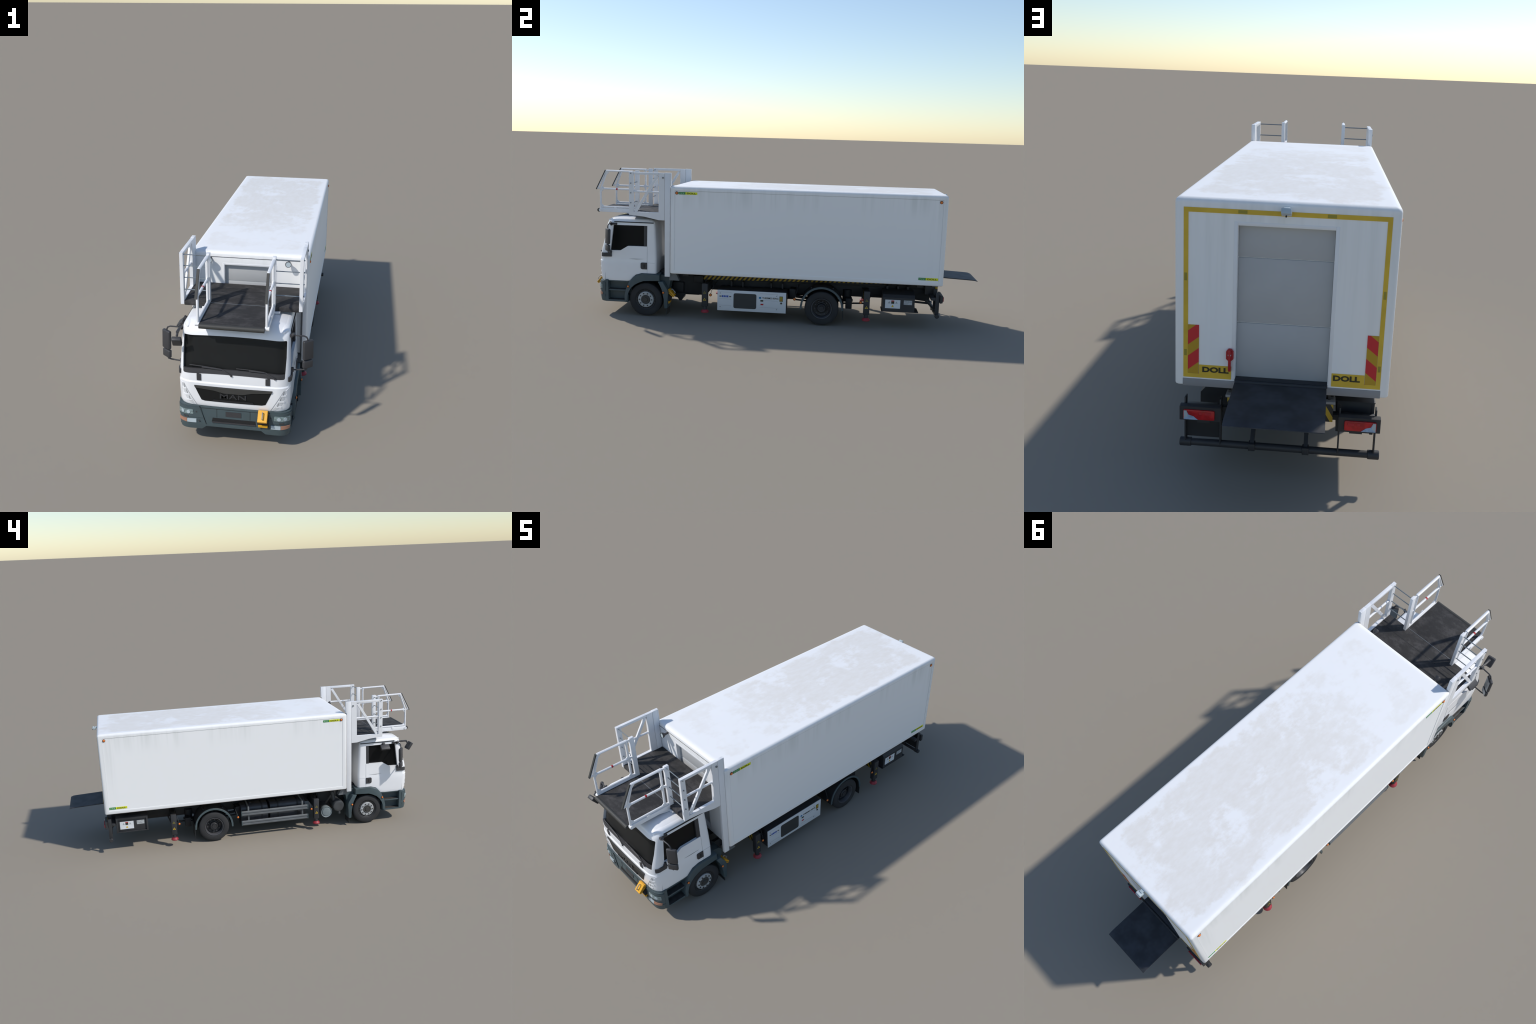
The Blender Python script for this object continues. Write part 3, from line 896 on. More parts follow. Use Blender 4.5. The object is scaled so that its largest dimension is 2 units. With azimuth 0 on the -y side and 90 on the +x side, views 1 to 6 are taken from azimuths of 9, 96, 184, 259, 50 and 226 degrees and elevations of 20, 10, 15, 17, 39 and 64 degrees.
sm.obj("bumper_seam", M["black"], BUMP)
for sx in SIDES:
    def hf(u, z, o, sx=sx):
        return bump_fn(sx * u, z, o)
    HL = B().patch(round_poly([(0.160, 0.1405), (0.224, 0.1370), (0.224, 0.1570), (0.162, 0.1610)], 0.004), hf, 4, 0.006, 0.0040).obj("headlamp", M["lens"], BUMP)
    k = B()
    for uu in (0.179, 0.200):
        p = Vector(hf(uu, 0.1485, 0.0038)); q = Vector(hf(uu, 0.1485, 0.0052))
        k.cyl(p, q, 0.0075, 16)
    k.obj("headlamp_reflector", M["clear"], HL)
    B().patch([(0.1490, 0.1020), (0.1845, 0.1010), (0.1845, 0.1160), (0.1490, 0.1180)], hf, 2, 0.006, 0.0034).obj("fog_lamp", M["clear"], BUMP)
    B().patch([(0.1855, 0.1010), (0.222, 0.1030), (0.226, 0.1150), (0.1855, 0.1165)], hf, 2, 0.006, 0.0034).obj("indicator_lamp", M["amber"], BUMP)
    k = B()
    for uu, zz in ((0.148, 0.151), (0.1375, 0.1105)):
        k.cyl(hf(uu, zz, 0.0), hf(uu, zz, 0.0034), 0.0034, 12)
    k.patch([(0.180, 0.1245), (0.196, 0.1245), (0.196, 0.1315), (0.180, 0.1315)], hf, 1, 0.02, 0.0034)
    k.obj("bumper_plug", M["seamd"], BUMP)
    # steps behind the bumper
    st = B()
    st.prism(round_poly([(-0.9235, 0.0690), (-0.8010, 0.0690), (-0.8010, 0.1080), (-0.8140, 0.1080), (-0.8140, 0.0785), (-0.9070, 0.0785), (-0.9070, 0.1850), (-0.9235, 0.1850)], 0.002, 2), "x", sx * 0.150, sx * 0.2235, 0.001, 1)
    st.box(sx * 0.145, sx * 0.188, -0.9075, -0.79, 0.078, 0.186)
    st.box(sx * 0.150, sx * 0.219, -0.9072, -0.795, 0.1265, 0.1335, 0.001)
    st.box(sx * 0.150, sx * 0.216, -0.9072, -0.790, 0.176, 0.1875)
    ST = st.obj("cab_step", M["teal"], ROOT)
    t = B()
    t.box(sx * 0.187, sx * 0.2175, -0.9065, -0.8145, 0.1330, 0.1345)
    t.box(sx * 0.187, sx * 0.2215, -0.9065, -0.8145, 0.0780, 0.0795)
    t.obj("step_tread", M["tread"], ST)

# wheel chocks in holders
def chock(name, flip, ox, oy, oz, sx):
    """wedge with a carrying handle; profile in y,z then placed"""
    pr = [(0.000, 0.0360), (-0.0300, 0.0015), (-0.0225, -0.0080), (0.006, 0.0150), (0.0085, 0.0310)]
    low = [(-0.0055, -0.0290), (-0.0030, -0.0400), (0.008, -0.0440), (0.008, -0.0240)]
    pr = [(oy + flip * y, oz + z) for y, z in pr]
    low = [(oy + flip * y, oz + z) for y, z in low]
    x0, x1 = ox - 0.0185, ox + 0.0185
    c = B().prism(pr, "x", x0, x1, 0.0008, 1)
    c.prism(low, "x", x0, x1, 0.0008, 1)
    C = c.obj(name, M["chock"], ROOT)
    k = B()
    for xx in (x0 - 0.0004, x1 + 0.0004):
        k.prism([(oy + flip * y, oz + z) for y, z in ((0.0, 0.032), (-0.026, 0.0015), (-0.0215, -0.005), (0.0045, 0.016))], "x", xx - 0.0003, xx + 0.0003)
    k.obj("chock_ribs", M["chockstripe"], C)
    hn = B()
    d = Vector((0, -flip * 0.030, -0.0345)).normalized()
    nrm = Vector((0, -flip * 0.0345, 0.030)).normalized()
    mid = Vector((ox, oy - flip * 0.015, oz + 0.0188))
    p0, p1 = mid - d * 0.0125, mid + d * 0.0125
    hn.tube([p0 - nrm * 0.002, p0 + nrm * 0.008, p0 + nrm * 0.0095 + d * 0.002, p1 + nrm * 0.0095 - d * 0.002, p1 + nrm * 0.008, p1 - nrm * 0.002], 0.0022, 8)
    hn.obj("chock_handle", M["steel"], C)
    ho = B()
    ho.prism([(oy + flip * y, oz + z) for y, z in ((-0.012, -0.004), (0.006, 0.014), (0.014, 0.014), (0.014, -0.047), (0.008, -0.046), (0.008, -0.024), (-0.004, -0.028))], "x", x0 - 0.003, x1 + 0.003)
    ho.obj("chock_holder", M["black"], C)
chock("wheel_chock", 1, 0.1185, -0.9680, 0.1510, 1)
chock("wheel_chock", -1, 0.1950, -0.5855, 0.1110, 1)

# ------------------------------------------------------------------ front mudguards
WY, WZ, WR = -0.708, 0.0866, 0.0866
for sx in SIDES:
    f = B()
    outer = [(-0.8180, 0.0690), (-0.8195, 0.1030), (-0.8120, 0.1390), (-0.7950, 0.1780), (-0.7720, 0.2060), (-0.7450, 0.2200), (-0.7180, 0.2240), (-0.6320, 0.2240)]
    inner = [(-0.6320, 0.1880), (-0.6650, 0.1900)] + [(WY + 0.1005 * math.cos(math.radians(a)), WZ + 0.1005 * math.sin(math.radians(a))) for a in (95, 110, 125, 140, 155, 170, 182)] + [(-0.8035, 0.0690)]
    f.prism(outer + inner, "x", sx * 0.130, sx * 0.2295, 0.004, 2)
    F = f.obj("front_mudguard", M["teal"], ROOT, 40)
    g = B()
    g.prism(round_poly([(-0.6400, 0.1880), (-0.6180, 0.1450), (-0.6080, 0.0980), (-0.6055, 0.0480), (-0.5890, 0.0480), (-0.5860, 0.1300), (-0.5900, 0.1480), (-0.6140, 0.1880)], 0.003, 2), "x", sx * 0.140, sx * 0.2335, 0.002, 2)
    g.prism([(-0.6330, 0.1870), (-0.6050, 0.1450), (-0.5900, 0.1450), (-0.5800, 0.1950), (-0.5950, 0.2120), (-0.6330, 0.2180)], "x", sx * 0.130, sx * 0.1950)
    g.obj("front_mudguard_rear", M["teal"], F, 40)
    B().box(sx * 0.155, sx * 0.222, -0.5965, -0.5935, 0.0125, 0.0600).obj("mud_flap", M["chassis"], F)
    marker_lamp((sx * 0.2295, -0.7985, 0.1545), sx, 0.0055, F)
    marker_lamp((sx * 0.2335, -0.6100, 0.1310), sx, 0.0055, F)

# ================================================================== WHEELS
def tyre_mesh(w, R):
    h = w / 2
    half = [(h - 0.0060, 0.0515), (h - 0.0010, 0.0580), (h, 0.0680), (h - 0.0010, R - 0.0100), (h - 0.0030, R - 0.0040), (h - 0.0055, R - 0.0010), (h - 0.009, R)]
    prof = half[:]
    for g in (0.30, 0.0, -0.30):
        x = g * w * 0.8
        prof += [(x + 0.0016, R), (x + 0.0012, R - 0.0028), (x - 0.0012, R - 0.0028), (x - 0.0016, R)]
    prof += [(-x, r) for x, r in reversed(half)]
    b = B().lathe(prof, 64)
    bmesh.ops.recalc_face_normals(b.bm, faces=b.bm.faces[:])
    o = b.obj("tmp", M["tyre"], None, 30)
    me = o.data
    bpy.data.objects.remove(o)
    return me
def lathe_mesh(prof, mat, seg=48, ang=30):
    o = B().lathe(prof, seg).obj("tmp", mat, None, ang)
    me = o.data
    bpy.data.objects.remove(o)
    return me
def studs(n, rad, x, r, hgt, mat, ph=0.0):
    b = B()
    for k in range(n):
        a = 2 * math.pi * k / n + ph
        c = Vector((x, rad * math.cos(a), rad * math.sin(a)))
        b.cyl(c, c + Vector((hgt, 0, 0)), r, 8)
    o = b.obj("tmp", mat, None)
    me = o.data
    bpy.data.objects.remove(o)
    return me
TW = 0.056
TY = tyre_mesh(TW, WR)
H = TW / 2
F_RIM = lathe_mesh([(-H + 0.004, 0.0520), (H - 0.006, 0.0525), (H - 0.0035, 0.0515), (H - 0.0055, 0.0480), (H - 0.0090, 0.0465), (H - 0.0060, 0.0425), (H - 0.0050, 0.0415)], M["rimd"])
F_DISC = lathe_mesh([(H - 0.0065, 0.0425), (H - 0.0035, 0.0412), (H - 0.0015, 0.0395), (H - 0.0010, 0.0250), (H - 0.004, 0.0235)], M["rimw"])
F_HUB = lathe_mesh([(H - 0.006, 0.0245), (H + 0.0010, 0.0225), (H + 0.0020, 0.0195), (H + 0.0005, 0.0170), (H + 0.0005, 0.0120), (H + 0.0040, 0.0105), (H + 0.0040, 0.0001)], M["nut"])
F_NUT = studs(10, 0.0325, H - 0.0015, 0.0034, 0.0040, M["nut"])
F_STUD = studs(22, 0.0455, H - 0.0085, 0.0028, 0.0022, M["nut"])  # raised dark studs stand for the rim's slots; nothing is cut out
R_RIM = lathe_mesh([(-H + 0.004, 0.0520), (H - 0.005, 0.0535), (H - 0.0015, 0.0525), (H - 0.0020, 0.0500), (H - 0.008, 0.0475), (H - 0.022, 0.0455)], M["rime"])
R_DISC = lathe_mesh([(H - 0.0215, 0.0460), (H - 0.0330, 0.0440), (H - 0.0345, 0.0300), (H - 0.0300, 0.0280), (H - 0.0290, 0.0240), (H - 0.0130, 0.0215), (H - 0.0110, 0.0190), (H - 0.0120, 0.0130), (H - 0.0080, 0.0115), (H - 0.0080, 0.0001)], M["rimd"])
R_NUT = studs(10, 0.0350, H - 0.0345, 0.0036, 0.0090, M["rime"], 0.15)

def wheel(x, y, front):
    s = 1 if x > 0 else -1
    w = place("wheel", F_RIM if front else R_RIM, ROOT)
    w.location = (x, y, WZ)
    if s < 0:
        w.rotation_euler = (0, 0, math.pi)
    place("tyre", TY, w)
    if front:
        place("rim_disc", F_DISC, w); place("wheel_hub", F_HUB, w)
        place("wheel_nuts", F_NUT, w, "stuff"); place("rim_dark_studs", F_STUD, w, "stuff")
    else:
        place("rim_disc", R_DISC, w); place("wheel_nuts", R_NUT, w, "stuff")
        t = place("tyre", TY, w)
        t.location = (-0.062, 0, 0)
RY = 0.2105
for sx in SIDES:
    wheel(sx * 0.1930, WY, True)
    wheel(sx * 0.1990, RY, False)

# ================================================================== CHASSIS
c = B()
for sx in SIDES:
    c.box(sx * 0.070, sx * 0.086, -0.88, 0.765, 0.128, 0.186, 0.001)
    c.box(sx * 0.060, sx * 0.087, -0.55, 0.790, 0.187, 0.2005)
    c.box(sx * 0.100, sx * 0.118, -0.55, 0.785, 0.2165, 0.2368)
for y in (-0.52, -0.30, -0.05, 0.12, 0.33, 0.55, 0.75):
    c.box(-0.07, 0.07, y - 0.012, y + 0.012, 0.135, 0.18)
for y in (-0.50, 0.70):
    c.box(-0.20, 0.20, y - 0.015, y + 0.015, 0.2165, 0.2368)
c.box(-0.12, 0.0, -0.60, -0.43, 0.074, 0.195, 0.008)
c.box(-0.055, 0.055, -0.86, -0.45, 0.085, 0.215, 0.01)          # engine and gearbox
c.box(-0.095, 0.095, -0.60, -0.42, 0.100, 0.205, 0.004)
c.box(0.050, 0.112, -0.588, -0.530, 0.112, 0.165, 0.004)
c.prism([(-0.60, 0.105), (-0.60, 0.088), (-0.565, 0.078), (-0.555, 0.062), (-0.545, 0.062), (-0.535, 0.085), (-0.51, 0.105)], "x", 0.07, 0.10)
c.cyl((0, -0.45, 0.125), (0, 0.17, 0.11), 0.011, 12)             # drive shaft
c.cyl((-0.17, WY, WZ), (0.17, WY, WZ), 0.014, 12)
c.cyl((-0.17, RY, WZ), (0.17, RY, WZ), 0.020, 16)
c.obb((0, RY, WZ), (0.07, 0.085, 0.075), (0, 0, 0), 0.02, 3)
for sx in SIDES:                                                   # leaf springs and air bags
    c.tube([(sx * 0.095, WY - 0.12, 0.135), (sx * 0.095, WY - 0.05, 0.112), (sx * 0.095, WY + 0.05, 0.112), (sx * 0.095, WY + 0.12, 0.135)], 0.008, 8)
    c.tube([(sx * 0.088, RY - 0.14, 0.115), (sx * 0.088, RY, 0.100), (sx * 0.088, RY + 0.16, 0.108)], 0.008, 8)
    c.cyl((sx * 0.088, RY + 0.13, 0.11), (sx * 0.088, RY + 0.13, 0.165), 0.022, 16)
    c.box(sx * 0.105, sx * 0.150, RY + 0.122, RY + 0.155, 0.075, 0.130, 0.003)
    c.tube([(sx * 0.100, RY + 0.10, 0.092), (sx * 0.100, RY + 0.235, 0.098), (sx * 0.100, RY + 0.25, 0.14)], 0.0045, 8)
    c.box(sx * 0.088, sx * 0.150, 0.040, 0.072, 0.118, 0.165, 0.003)
    c.tube([(sx * 0.100, 0.06, 0.100), (sx * 0.100, 0.125, 0.096)], 0.0045, 8)
CH = c.obj("chassis_frame", M["chassis"], ROOT)

# scissor lift arms with hazard stripes
for sx in SIDES:
    a = B()
    y0, z0, y1, z1 = -0.445, 0.1935, 0.70, 0.2200
    a.prism([(y0, z0 - 0.011), (y1, z1 - 0.011), (y1, z1 + 0.011), (y0, z0 + 0.011)], "x", sx * 0.0890, sx * 0.0960)
    a.obj("scissor_arm", M["hazard"], CH)
    d = B()
    d.prism([(y0, 0.208), (y1 + 0.06, 0.152), (y1 + 0.06, 0.176), (y0, 0.230)], "x", sx * 0.0400, sx * 0.0470)
    d.obj("scissor_arm", M["hazard"], CH)
    pv = B()
    pv.cyl((sx * 0.080, 0.14, 0.204), (sx * 0.100, 0.14, 0.204), 0.010, 16)
    pv.box(sx * 0.080, sx * 0.115, y0 - 0.03, y0 + 0.02, 0.165, 0.205, 0.003)
    pv.obj("scissor_pivot", M["chassis"], CH)

# teal cross plates between cab and box, intake trunk
t = B()
for sx in SIDES:
    t.prism([(-0.580, 0.198), (-0.527, 0.198), (-0.545, 0.2360), (-0.580, 0.2360)], "x", sx * 0.200, sx * 0.230)
t.obj("corner_bracket", M["rail"], ROOT)
k = B()
k.box(-0.16, 0.16, -0.648, -0.605, 0.20, 0.235, 0.004)
k.box(0.090, 0.140, -0.625, -0.602, 0.20, 0.285, 0.004)
k.box(-0.10, 0.06, -0.630, -0.605, 0.20, 0.28, 0.006)
k.obj("engine_cover", M["chassis"], CH)

# stabiliser legs
for sx in SIDES:
    for y in (-0.3925, 0.4375):
        l = B()
        l.box(sx * 0.207, sx * 0.2330, y - 0.0155, y + 0.0155, 0.068, 0.1890, 0.003, 2)
        l.cyl((sx * 0.220, y, 0.050), (sx * 0.220, y, 0.070), 0.0105, 16)
        L = l.obj("stabiliser_leg", M["boxgrey"], ROOT)
        ft = B()
        ft.lathe([(0.036, 0.0001), (0.036, 0.0185), (0.0385, 0.0205), (0.0425, 0.0205), (0.047, 0.0165), (0.0515, 0.0120), (0.0515, 0.0001)], 32)
        for v in ft.bm.verts:
            v.co = Vector((sx * 0.221 + v.co.y, y + v.co.z, v.co.x))
        ft.obj("leg_foot", M["red"], L)
        bm_ = B()
        bm_.box(sx * 0.086, sx * 0.2065, y - 0.013, y + 0.013, 0.135, 0.180, 0.001)
        bm_.obj("leg_beam", M["chassis"], L)
        B().box(sx * 0.090, sx * 0.2050, y - 0.0140, y - 0.0131, 0.138, 0.177).obj("hazard_plate", M["hazardx"], L)
        wl = B()
        for z, s_ in ((0.107, 0.0085), (0.143, 0.0075)):
            x_ = sx * 0.2330
            tri = [(y - s_, z - s_ * 0.75), (y + s_, z - s_ * 0.75), (y, z + s_ * 0.85)]
            if z < 0.12:
                B().prism(tri, "x", x_, x_ + sx * 0.0007).obj("warning_sign", M["yellow"], L)
                B().prism([(y - s_ * .45, z - s_ * .45), (y + s_ * .45, z - s_ * .45), (y, z + s_ * .4)], "x", x_, x_ + sx * 0.0011).obj("warning_symbol", M["ink"], L)
            else:
                B().prism(tri, "x", x_, x_ + sx * 0.0007).obj("warning_sign", M["ochre"], L)
                B().prism([(y - s_ * .6, z - s_ * .52), (y + s_ * .6, z - s_ * .52), (y, z + s_ * .5)], "x", x_, x_ + sx * 0.0011).obj("warning_symbol", M["boxgrey"], L)
    # side marker lamps on stalks
    for y in (-0.3625, 0.0720, 0.4070):
        m_ = B().tube([(sx * 0.20, y + 0.012, 0.175), (sx * 0.222, y + 0.004, 0.150), (sx * 0.226, y, 0.133)], 0.0014, 6)
        m_.tube([(sx * 0.09, y + 0.012, 0.178), (sx * 0.20, y + 0.012, 0.175)], 0.002, 6)
        SM = m_.obj("marker_stalk", M["chassis"], ROOT)
        marker_lamp((sx * 0.229, y, 0.1305), sx, 0.0058, SM)

# rear mudguards
for sx in SIDES:
    f = B()
    def arc(R, a0, a1, n=18):
        return [(RY + R * math.cos(math.radians(a0 + (a1 - a0) * k / n)), 0.0905 + R * math.sin(math.radians(a0 + (a1 - a0) * k / n))) for k in range(n + 1)]
    a0, a1 = -4, 186
    o_, i_ = arc(0.1085, a0, a1), arc(0.1035, a0, a1)
    f.prism(o_ + i_[::-1], "x", sx * 0.112, sx * 0.2265)
    F = f.obj("rear_mudguard", M["chassis"], ROOT)
    g = B()
    o_, i_ = arc(0.1100, a0, a1), arc(0.1010, a0, a1)
    g.prism(o_ + i_[::-1], "x", sx * 0.2266, sx * 0.2310, 0.001, 1)
    g.obj("mudguard_rim", M["teal"], F)
    B().box(sx * 0.115, sx * 0.225, 0.3185, 0.3215, 0.030, 0.115).obj("mud_flap", M["chassis"], F)
    br = B()
    for y in (RY - 0.055, RY + 0.055):
        br.tube([(sx * 0.08, y, 0.175), (sx * 0.20, y, 0.188)], 0.004, 8)
    br.obj("mudguard_bracket", M["chassis"], F)

# refrigeration unit on the driver flank
a = B()
a.box(0.105, 0.2215, -0.3255, 0.0280, 0.0535, 0.1580, 0.002)
for k in range(6):
    a.box(0.12, 0.20, -0.3275, -0.3255, 0.075 + k * 0.012, 0.080 + k * 0.012)
for y in (-0.27, -0.21, -0.06, 0.0):
    a.box(0.085, 0.12, y - 0.004, y + 0.004, 0.150, 0.185)
AC = a.obj("refrigeration_unit", M["boxgrey"], ROOT)
p = B().box(0.2216, 0.2255, -0.3270, 0.0290, 0.0515, 0.1595, 0.0012)
AP = p.obj("unit_panel", M["panelw"], AC)
gp = round_poly([(-0.2425, 0.0665), (-0.1240, 0.0665), (-0.1240, 0.1455), (-0.2425, 0.1455)], 0.010, 3)
B().prism(gp, "x", 0.2250, 0.2264).obj("unit_grille", M["mesh"], AP)
sm = B()
for y0, y1, z in ((-0.318, -0.256, 0.1485), (-0.318, -0.256, 0.1130), (-0.318, -0.256, 0.0790), (-0.106, -0.016, 0.1490), (-0.106, -0.016, 0.1140), (-0.106, -0.016, 0.0770)):
    sm.box(0.2250, 0.2258, y0, y1, z, z + 0.0009)
    sm.box(0.2250, 0.2258, y1, y1 + 0.0009, z - 0.006, z + 0.0009)
sm.obj("panel_crease", M["seam"], AP)
sm = B()
for y, z in ((-0.312, 0.143), (-0.312, 0.0705), (-0.019, 0.1405), (-0.019, 0.0695)):
    sm.cyl((0.2250, y, z), (0.2263, y, z), 0.0020, 10)
sm.obj("panel_screw", M["nut"], AP, kind="stuff")
X = (0.2258, 0, 0)
text("lettering", "THERMO KING", 0.083, 0.0090, (0.2258, -0.0935, 0.1232), (0, 1, 0), (0, 0, 1), M["ink"], AP, bold=0.008)
B().box(0.2250, 0.2259, -0.1110, -0.0990, 0.1225, 0.1325).obj("logo_mark", M["cyan"], AP)
B().box(0.2250, 0.2261, -0.1070, -0.1030, 0.1245, 0.1315).obj("logo_mark", M["ink"], AP)
B().box(0.2250, 0.2259, -0.1030, -0.0880, 0.1085, 0.1165).obj("type_plate", M["ink"], AP)
B().prism([(-0.1030, 0.0895), (-0.0885, 0.0895), (-0.0860, 0.0970), (-0.1005, 0.0970)], "x", 0.2250, 0.2259).obj("logo_mark", M["mark"], AP)
lg = B()
for y0, y1 in ((-0.3155, -0.3105), (-0.3095, -0.3055), (-0.2645, -0.2605), (-0.2595, -0.2550)):
    lg.box(0.2250, 0.2259, y0, y1, 0.1235, 0.1295)
lg.obj("logo_mark", M["ink"], AP)
lg = B()
for k in range(4):
    y0 = -0.3030 + 0.0088 * k
    lg.box(0.2250, 0.2259, y0, y0 + 0.0068, 0.1220, 0.1320, 0.0)
lg.obj("logo_mark", M["blue"], AP)
k = B().box(0.2250, 0.2265, -0.0050, 0.0125, 0.1130, 0.1400, 0.0005).obj("control_panel", M["ink"], AP)
B().box(0.2262, 0.2269, -0.0032, 0.0106, 0.1150, 0.1380).obj("control_display", M["ochre"], k)
B().cyl((0.2262, 0.004, 0.1215), (0.2275, 0.004, 0.1215), 0.003, 10).obj("stop_button", M["mark"], k)
B().cyl((0.2250, 0.0045, 0.1040), (0.2270, 0.0045, 0.1040), 0.0050, 12).obj("socket", M["nut"], AP)

# battery boxes with instruction signs
def signs(sx, x, y_a, z_top, parent):
    """white instruction plate then a small grey plate, read from the left"""
    dr = 1 if sx > 0 else -1
    def rect(u0, u1, v0, v1, t=0.0007, base=0.0):
        return B().box(x + sx * (base - 0.001), x + sx * (base + t), y_a + dr * u0, y_a + dr * u1, z_top - v1, z_top - v0)
    rect(0, 0.075, 0, 0.044).obj("instruction_sign", M["sign"], parent)
    rect(0.030, 0.045, 0.003, 0.008, 0.0012).obj("sign_header", M["mark"], parent)
    rect(0.030, 0.045, 0.0085, 0.020, 0.0012).obj("sign_block", M["ink"], parent)
    def tri(u, v, s):
        return B().prism([(y_a + dr * (u - s), z_top - v - s), (y_a + dr * (u + s), z_top - v - s), (y_a + dr * u, z_top - v + s)], "x", x, x + sx * 0.0012)
    tri(0.0375, 0.031, 0.0065).obj("warning_sign", M["yellow"], parent)
    tri(0.020, 0.0125, 0.0060).obj("warning_sign", M["signgrey"], parent)
    tri(0.056, 0.0125, 0.0060).obj("warning_sign", M["signgrey"], parent)
    rect(0.0925, 0.1340, 0.0, 0.0225).obj("rating_plate", M["signgrey"], parent)

a = B()
a.prism([(0.2125, 0.0900), (0.2125, 0.1600), (0.2000, 0.1740), (0.120, 0.1850), (0.110, 0.1850), (0.110, 0.0900)], "y", 0.5180, 0.6780, 0.001, 1)
a.box(0.12, 0.2135, 0.5130, 0.6980, 0.0865, 0.0900)
a.prism([(0.2135, 0.0865), (0.2135, 0.0885), (0.12, 0.14), (0.12, 0.09)], "y", 0.680, 0.683)
for y in (0.545, 0.60, 0.65):
    a.box(0.08, 0.115, y - 0.005, y + 0.005, 0.15, 0.20)
BT = a.obj("battery_box", M["boxgrey"], ROOT)
signs(1, 0.2126, 0.5310, 0.1490, BT)
a = B()
a.box(-0.2180, -0.135, 0.5800, 0.7530, 0.1160, 0.1960, 0.0015)
for y0, y1 in ((0.5795, 0.5890), (0.7440, 0.7535)):
    a.box(-0.2255, -0.2170, y0, y1, 0.1140, 0.1960, 0.0008)
a.box(-0.2255, -0.2170, 0.589, 0.744, 0.1885, 0.1955, 0.0005)
a.box(-0.2245, -0.2170, 0.589, 0.744, 0.1150, 0.1185, 0.0005)
a.box(-0.2270, -0.13, 0.5785, 0.7545, 0.1962, 0.1990, 0.0005)
BT2 = a.obj("battery_box", M["boxgrey"], ROOT)
signs(-1, -0.2181, 0.7330, 0.1755, BT2)

# fuel tanks, straps and guard rails on the passenger flank
for y0, y1 in ((-0.1125, 0.0460), (-0.3360, -0.1260)):
    ft = B()
    ft.prism(round_poly([(-0.1880, 0.0500), (-0.090, 0.0500), (-0.090, 0.1790), (-0.1880, 0.1790)], 0.030, 6), "y", y0, y1, 0.004, 2)
    FT = ft.obj("fuel_tank", M["fueltank"], ROOT, 40)
    sb = B()
    for q in (0.22, 0.78):
        y = y0 + (y1 - y0) * q
        sb.prism(round_poly([(-0.1892, 0.0488), (-0.089, 0.0488), (-0.089, 0.1802), (-0.1892, 0.1802)], 0.030, 6), "y", y - 0.0045, y + 0.0045)
    sb.obj("tank_strap", M["chassis"], FT)
    B().cyl((-0.145, (y0 + y1) / 2 + 0.02, 0.177), (-0.145, (y0 + y1) / 2 + 0.02, 0.1865), 0.010, 16).obj("filler_cap", M["chassis"], FT)
for zc in (0.1458, 0.0878):
    g = B()
    pr = [(-0.2270, zc - 0.0135), (-0.2330, zc - 0.0135), (-0.2360, zc - 0.0105), (-0.2360, zc - 0.0035), (-0.2325, zc - 0.0015), (-0.2325, zc + 0.0015), (-0.2360, zc + 0.0035), (-0.2360, zc + 0.0105), (-0.2330, zc + 0.0135), (-0.2270, zc + 0.0135)]
    pr = [(x + 0.008, z) for x, z in pr]
    g.prism(pr, "y", -0.3390, 0.0470)
    G = g.obj("guard_rail", M["rail"], ROOT, 25)
    e = B()
    e.box(-0.2288, -0.2185, -0.3440, -0.3388, zc - 0.0142, zc + 0.0142, 0.001)
    e.box(-0.2288, -0.2185, 0.0468, 0.0520, zc - 0.0142, zc + 0.0142, 0.001)
    e.obj("guard_rail_cap", M["teal"], G)
u = B()
for y in (-0.3110, 0.0080):
    u.box(-0.2188, -0.2110, y - 0.0045, y + 0.0045, 0.077, 0.1820, 0.001)
    u.tube([(-0.215, y, 0.180), (-0.080, y, 0.194)], 0.0045, 8)
u.obj("guard_rail_bracket", M["rail"], ROOT)

# air tank and muffler, axes across the truck
a = B()
a.cyl((-0.075, -0.4585, 0.0960), (-0.2050, -0.4585, 0.0960), 0.0320, 32, 0.003)
a.obj("air_tank_body", M["muffler"], ROOT, 40)
a = B()
a.lathe([(0.1900, 0.0330), (0.2140, 0.0335), (0.2165, 0.0325), (0.2140, 0.0290), (0.2125, 0.0270), (0.2170, 0.0240), (0.2185, 0.0150), (0.2188, 0.0001)], 36)
for v in a.bm.verts:
    v.co = Vector((-v.co.x, -0.4585 + v.co.y, 0.0960 + v.co.z))
a.obj("air_tank", M["tank"], ROOT, 40)
a = B()
a.lathe([(0.085, 0.0001), (0.085, 0.033), (0.1900, 0.0345), (0.2020, 0.0345), (0.2080, 0.0310), (0.2100, 0.0250), (0.2090, 0.0150), (0.2090, 0.0001)], 36)
for v in a.bm.verts:
    v.co = Vector((-v.co.x, -0.5360 + v.co.y, 0.1215 + v.co.z))
a.tube([(-0.168, -0.520, 0.140), (-0.170, -0.515, 0.165), (-0.165, -0.510, 0.195), (-0.140, -0.508, 0.212), (-0.090, -0.508, 0.215)], 0.0105, 14)
a.tube([(-0.196, -0.540, 0.100), (-0.200, -0.541, 0.072)], 0.0080, 14)
a.obj("muffler", M["muffler"], ROOT, 40)

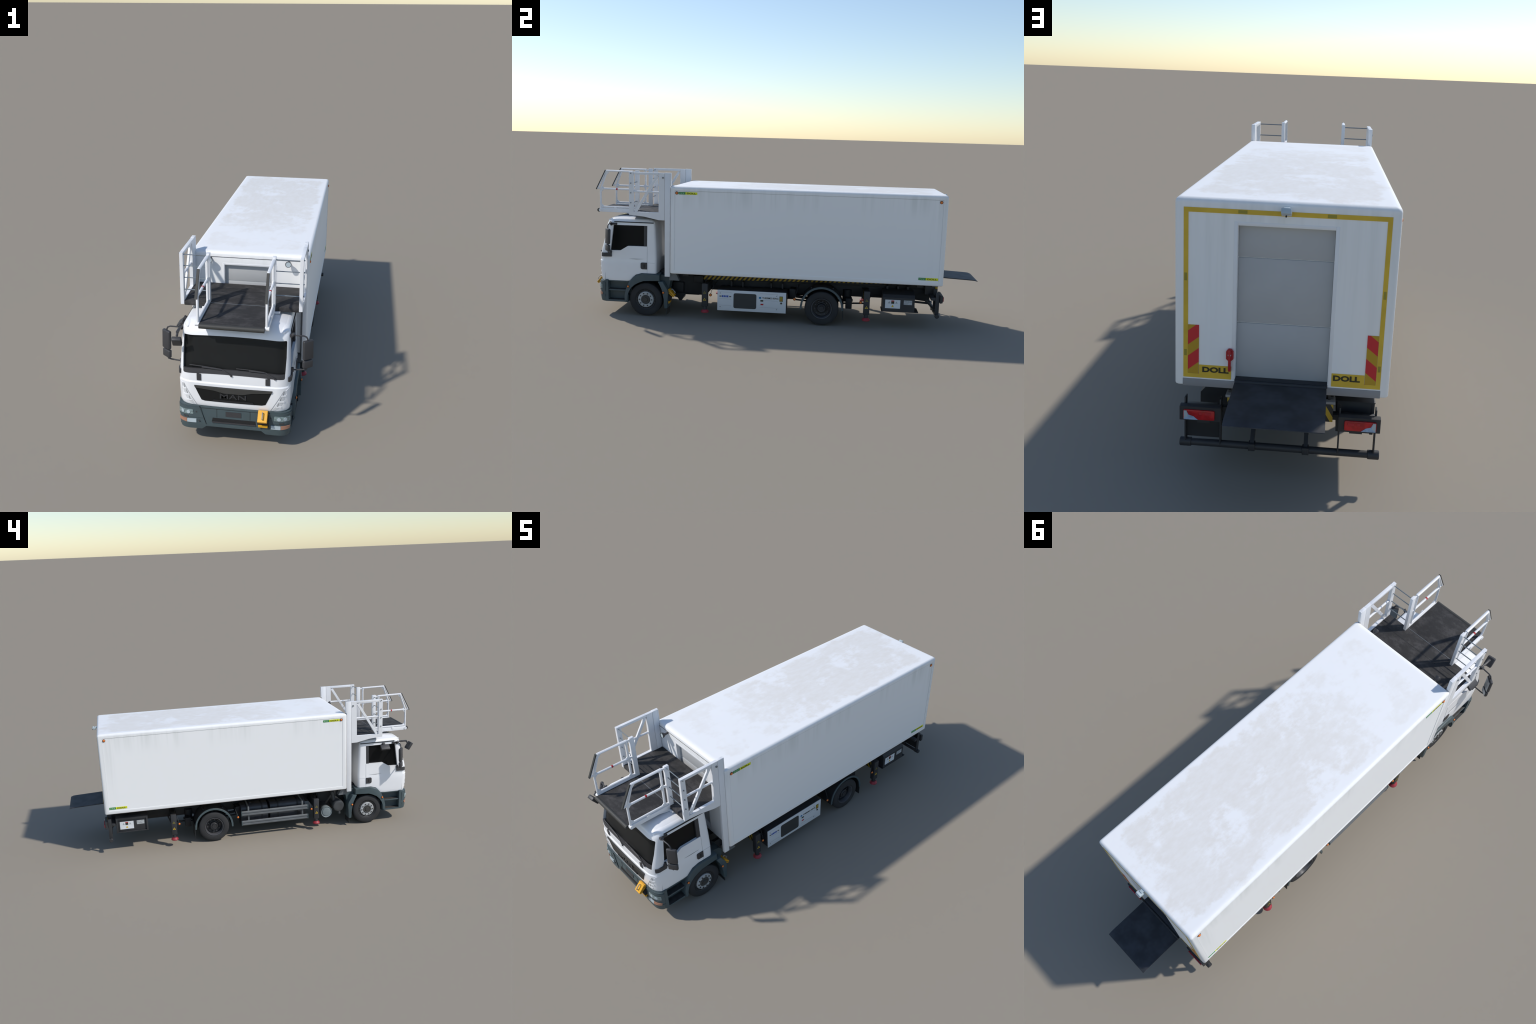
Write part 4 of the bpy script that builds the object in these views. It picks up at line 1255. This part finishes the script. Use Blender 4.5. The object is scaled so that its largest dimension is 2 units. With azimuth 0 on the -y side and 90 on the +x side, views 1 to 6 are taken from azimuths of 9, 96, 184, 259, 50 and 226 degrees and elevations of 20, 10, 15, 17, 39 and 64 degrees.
# ================================================================== REAR BUMPER AND LAMPS
r = B()
r.cyl((-0.238, 0.7880, 0.0805), (0.238, 0.7880, 0.0805), 0.0088, 20)
for sx in SIDES:
    r.cyl((sx * 0.2130, 0.7880, 0.0805), (sx * 0.2410, 0.7880, 0.0805), 0.0112, 20, 0.0015)
    for x in (0.1420, 0.2270):
        r.box(sx * (x - 0.0018), sx * (x + 0.0018), 0.7770, 0.7965, 0.0810, 0.2010, 0.0005)
    r.prism([(0.7820, 0.0850), (0.7920, 0.0780), (0.7480, 0.1250), (0.7380, 0.1250)], "x", sx * 0.060, sx * 0.068)
    r.prism([(0.7900, 0.0760), (0.7960, 0.0840), (0.7500, 0.1280), (0.7420, 0.1200)], "x", sx * 0.060, sx * 0.070)
    r.box(sx * 0.057, sx * 0.073, 0.7780, 0.7990, 0.0720, 0.0900, 0.001)
    r.tube([(sx * 0.065, 0.748, 0.122), (sx * 0.065, 0.62, 0.135)], 0.0055, 8)
    r.tube([(sx * 0.065, 0.760, 0.107), (sx * 0.065, 0.58, 0.118)], 0.0058, 8)
    r.box(sx * 0.086, sx * 0.228, 0.7560, 0.7760, 0.1580, 0.1720, 0.001)
    r.prism([(0.7550, 0.236), (0.7900, 0.236), (0.7880, 0.190), (0.7840, 0.195)], "x", sx * 0.112, sx * 0.118)
    r.box(sx * 0.10, sx * 0.1255, 0.735, 0.7850, 0.165, 0.222, 0.002)
BAR = r.obj("rear_underride_bar", M["boxgrey"], ROOT)
B().box(0.1440, 0.2250, 0.7850, 0.7880, 0.0960, 0.1700).obj("rear_mud_flap", M["chassis"], BAR)
for sx in SIDES:
    l = B()
    l.prism([(0.7985, 0.1875), (0.8060, 0.1875), (0.8120, 0.1850), (0.8120, 0.1500), (0.8040, 0.1470), (0.7985, 0.1470)], "x", sx * 0.1385, sx * 0.2375, 0.001, 1)
    l.box(sx * 0.166, sx * 0.196, 0.7980, 0.8060, 0.1420, 0.1480)
    LP = l.obj("lamp_carrier", M["boxgrey"], BAR)
    def lamp_poly(x0, x1, z0, z1, r=0.003):
        return round_poly([(sx * x0, z0), (sx * x1, z0), (sx * x1, z1), (sx * x0, z1)], r, 3)
    T = B().prism(lamp_poly(0.1530, 0.2280, 0.1540, 0.1785, 0.004), "y", 0.8100, 0.8165, 0.0012, 2).obj("tail_lamp", M["taillamp"], LP)
    B().prism([(sx * 0.1925, 0.1545), (sx * 0.2262, 0.1545), (sx * 0.2262, 0.1770), (sx * 0.2200, 0.1770), (sx * 0.2150, 0.1665), (sx * 0.2030, 0.1630)], "y", 0.8155, 0.8172).obj("reverse_lamp", M["paleblue"], T)
    B().prism([(sx * 0.2160, 0.1640), (sx * 0.2262, 0.1560), (sx * 0.2262, 0.1770), (sx * 0.2195, 0.1770)], "y", 0.8160, 0.8178).obj("reverse_lamp", M["clear"], T)
    k = B()
    for x0, x1 in ((0.161, 0.176), (0.183, 0.190)):
        k.box(sx * x0, sx * x1, 0.8160, 0.8170, 0.1680, 0.1740)
    k.obj("lamp_facet", M["mark"], T)
# hazard striped ends of the lift frame beside the ramp
B().box(-0.1255, 0.1255, 0.7860, 0.7990, 0.1640, 0.2090, 0.001).obj("rear_crossbeam", M["hazardx"], BAR)
B().box(-0.1300, 0.1300, 0.7700, 0.8000, 0.2095, 0.2160, 0.001).obj("crossbeam_cap", M["sill"], BAR)
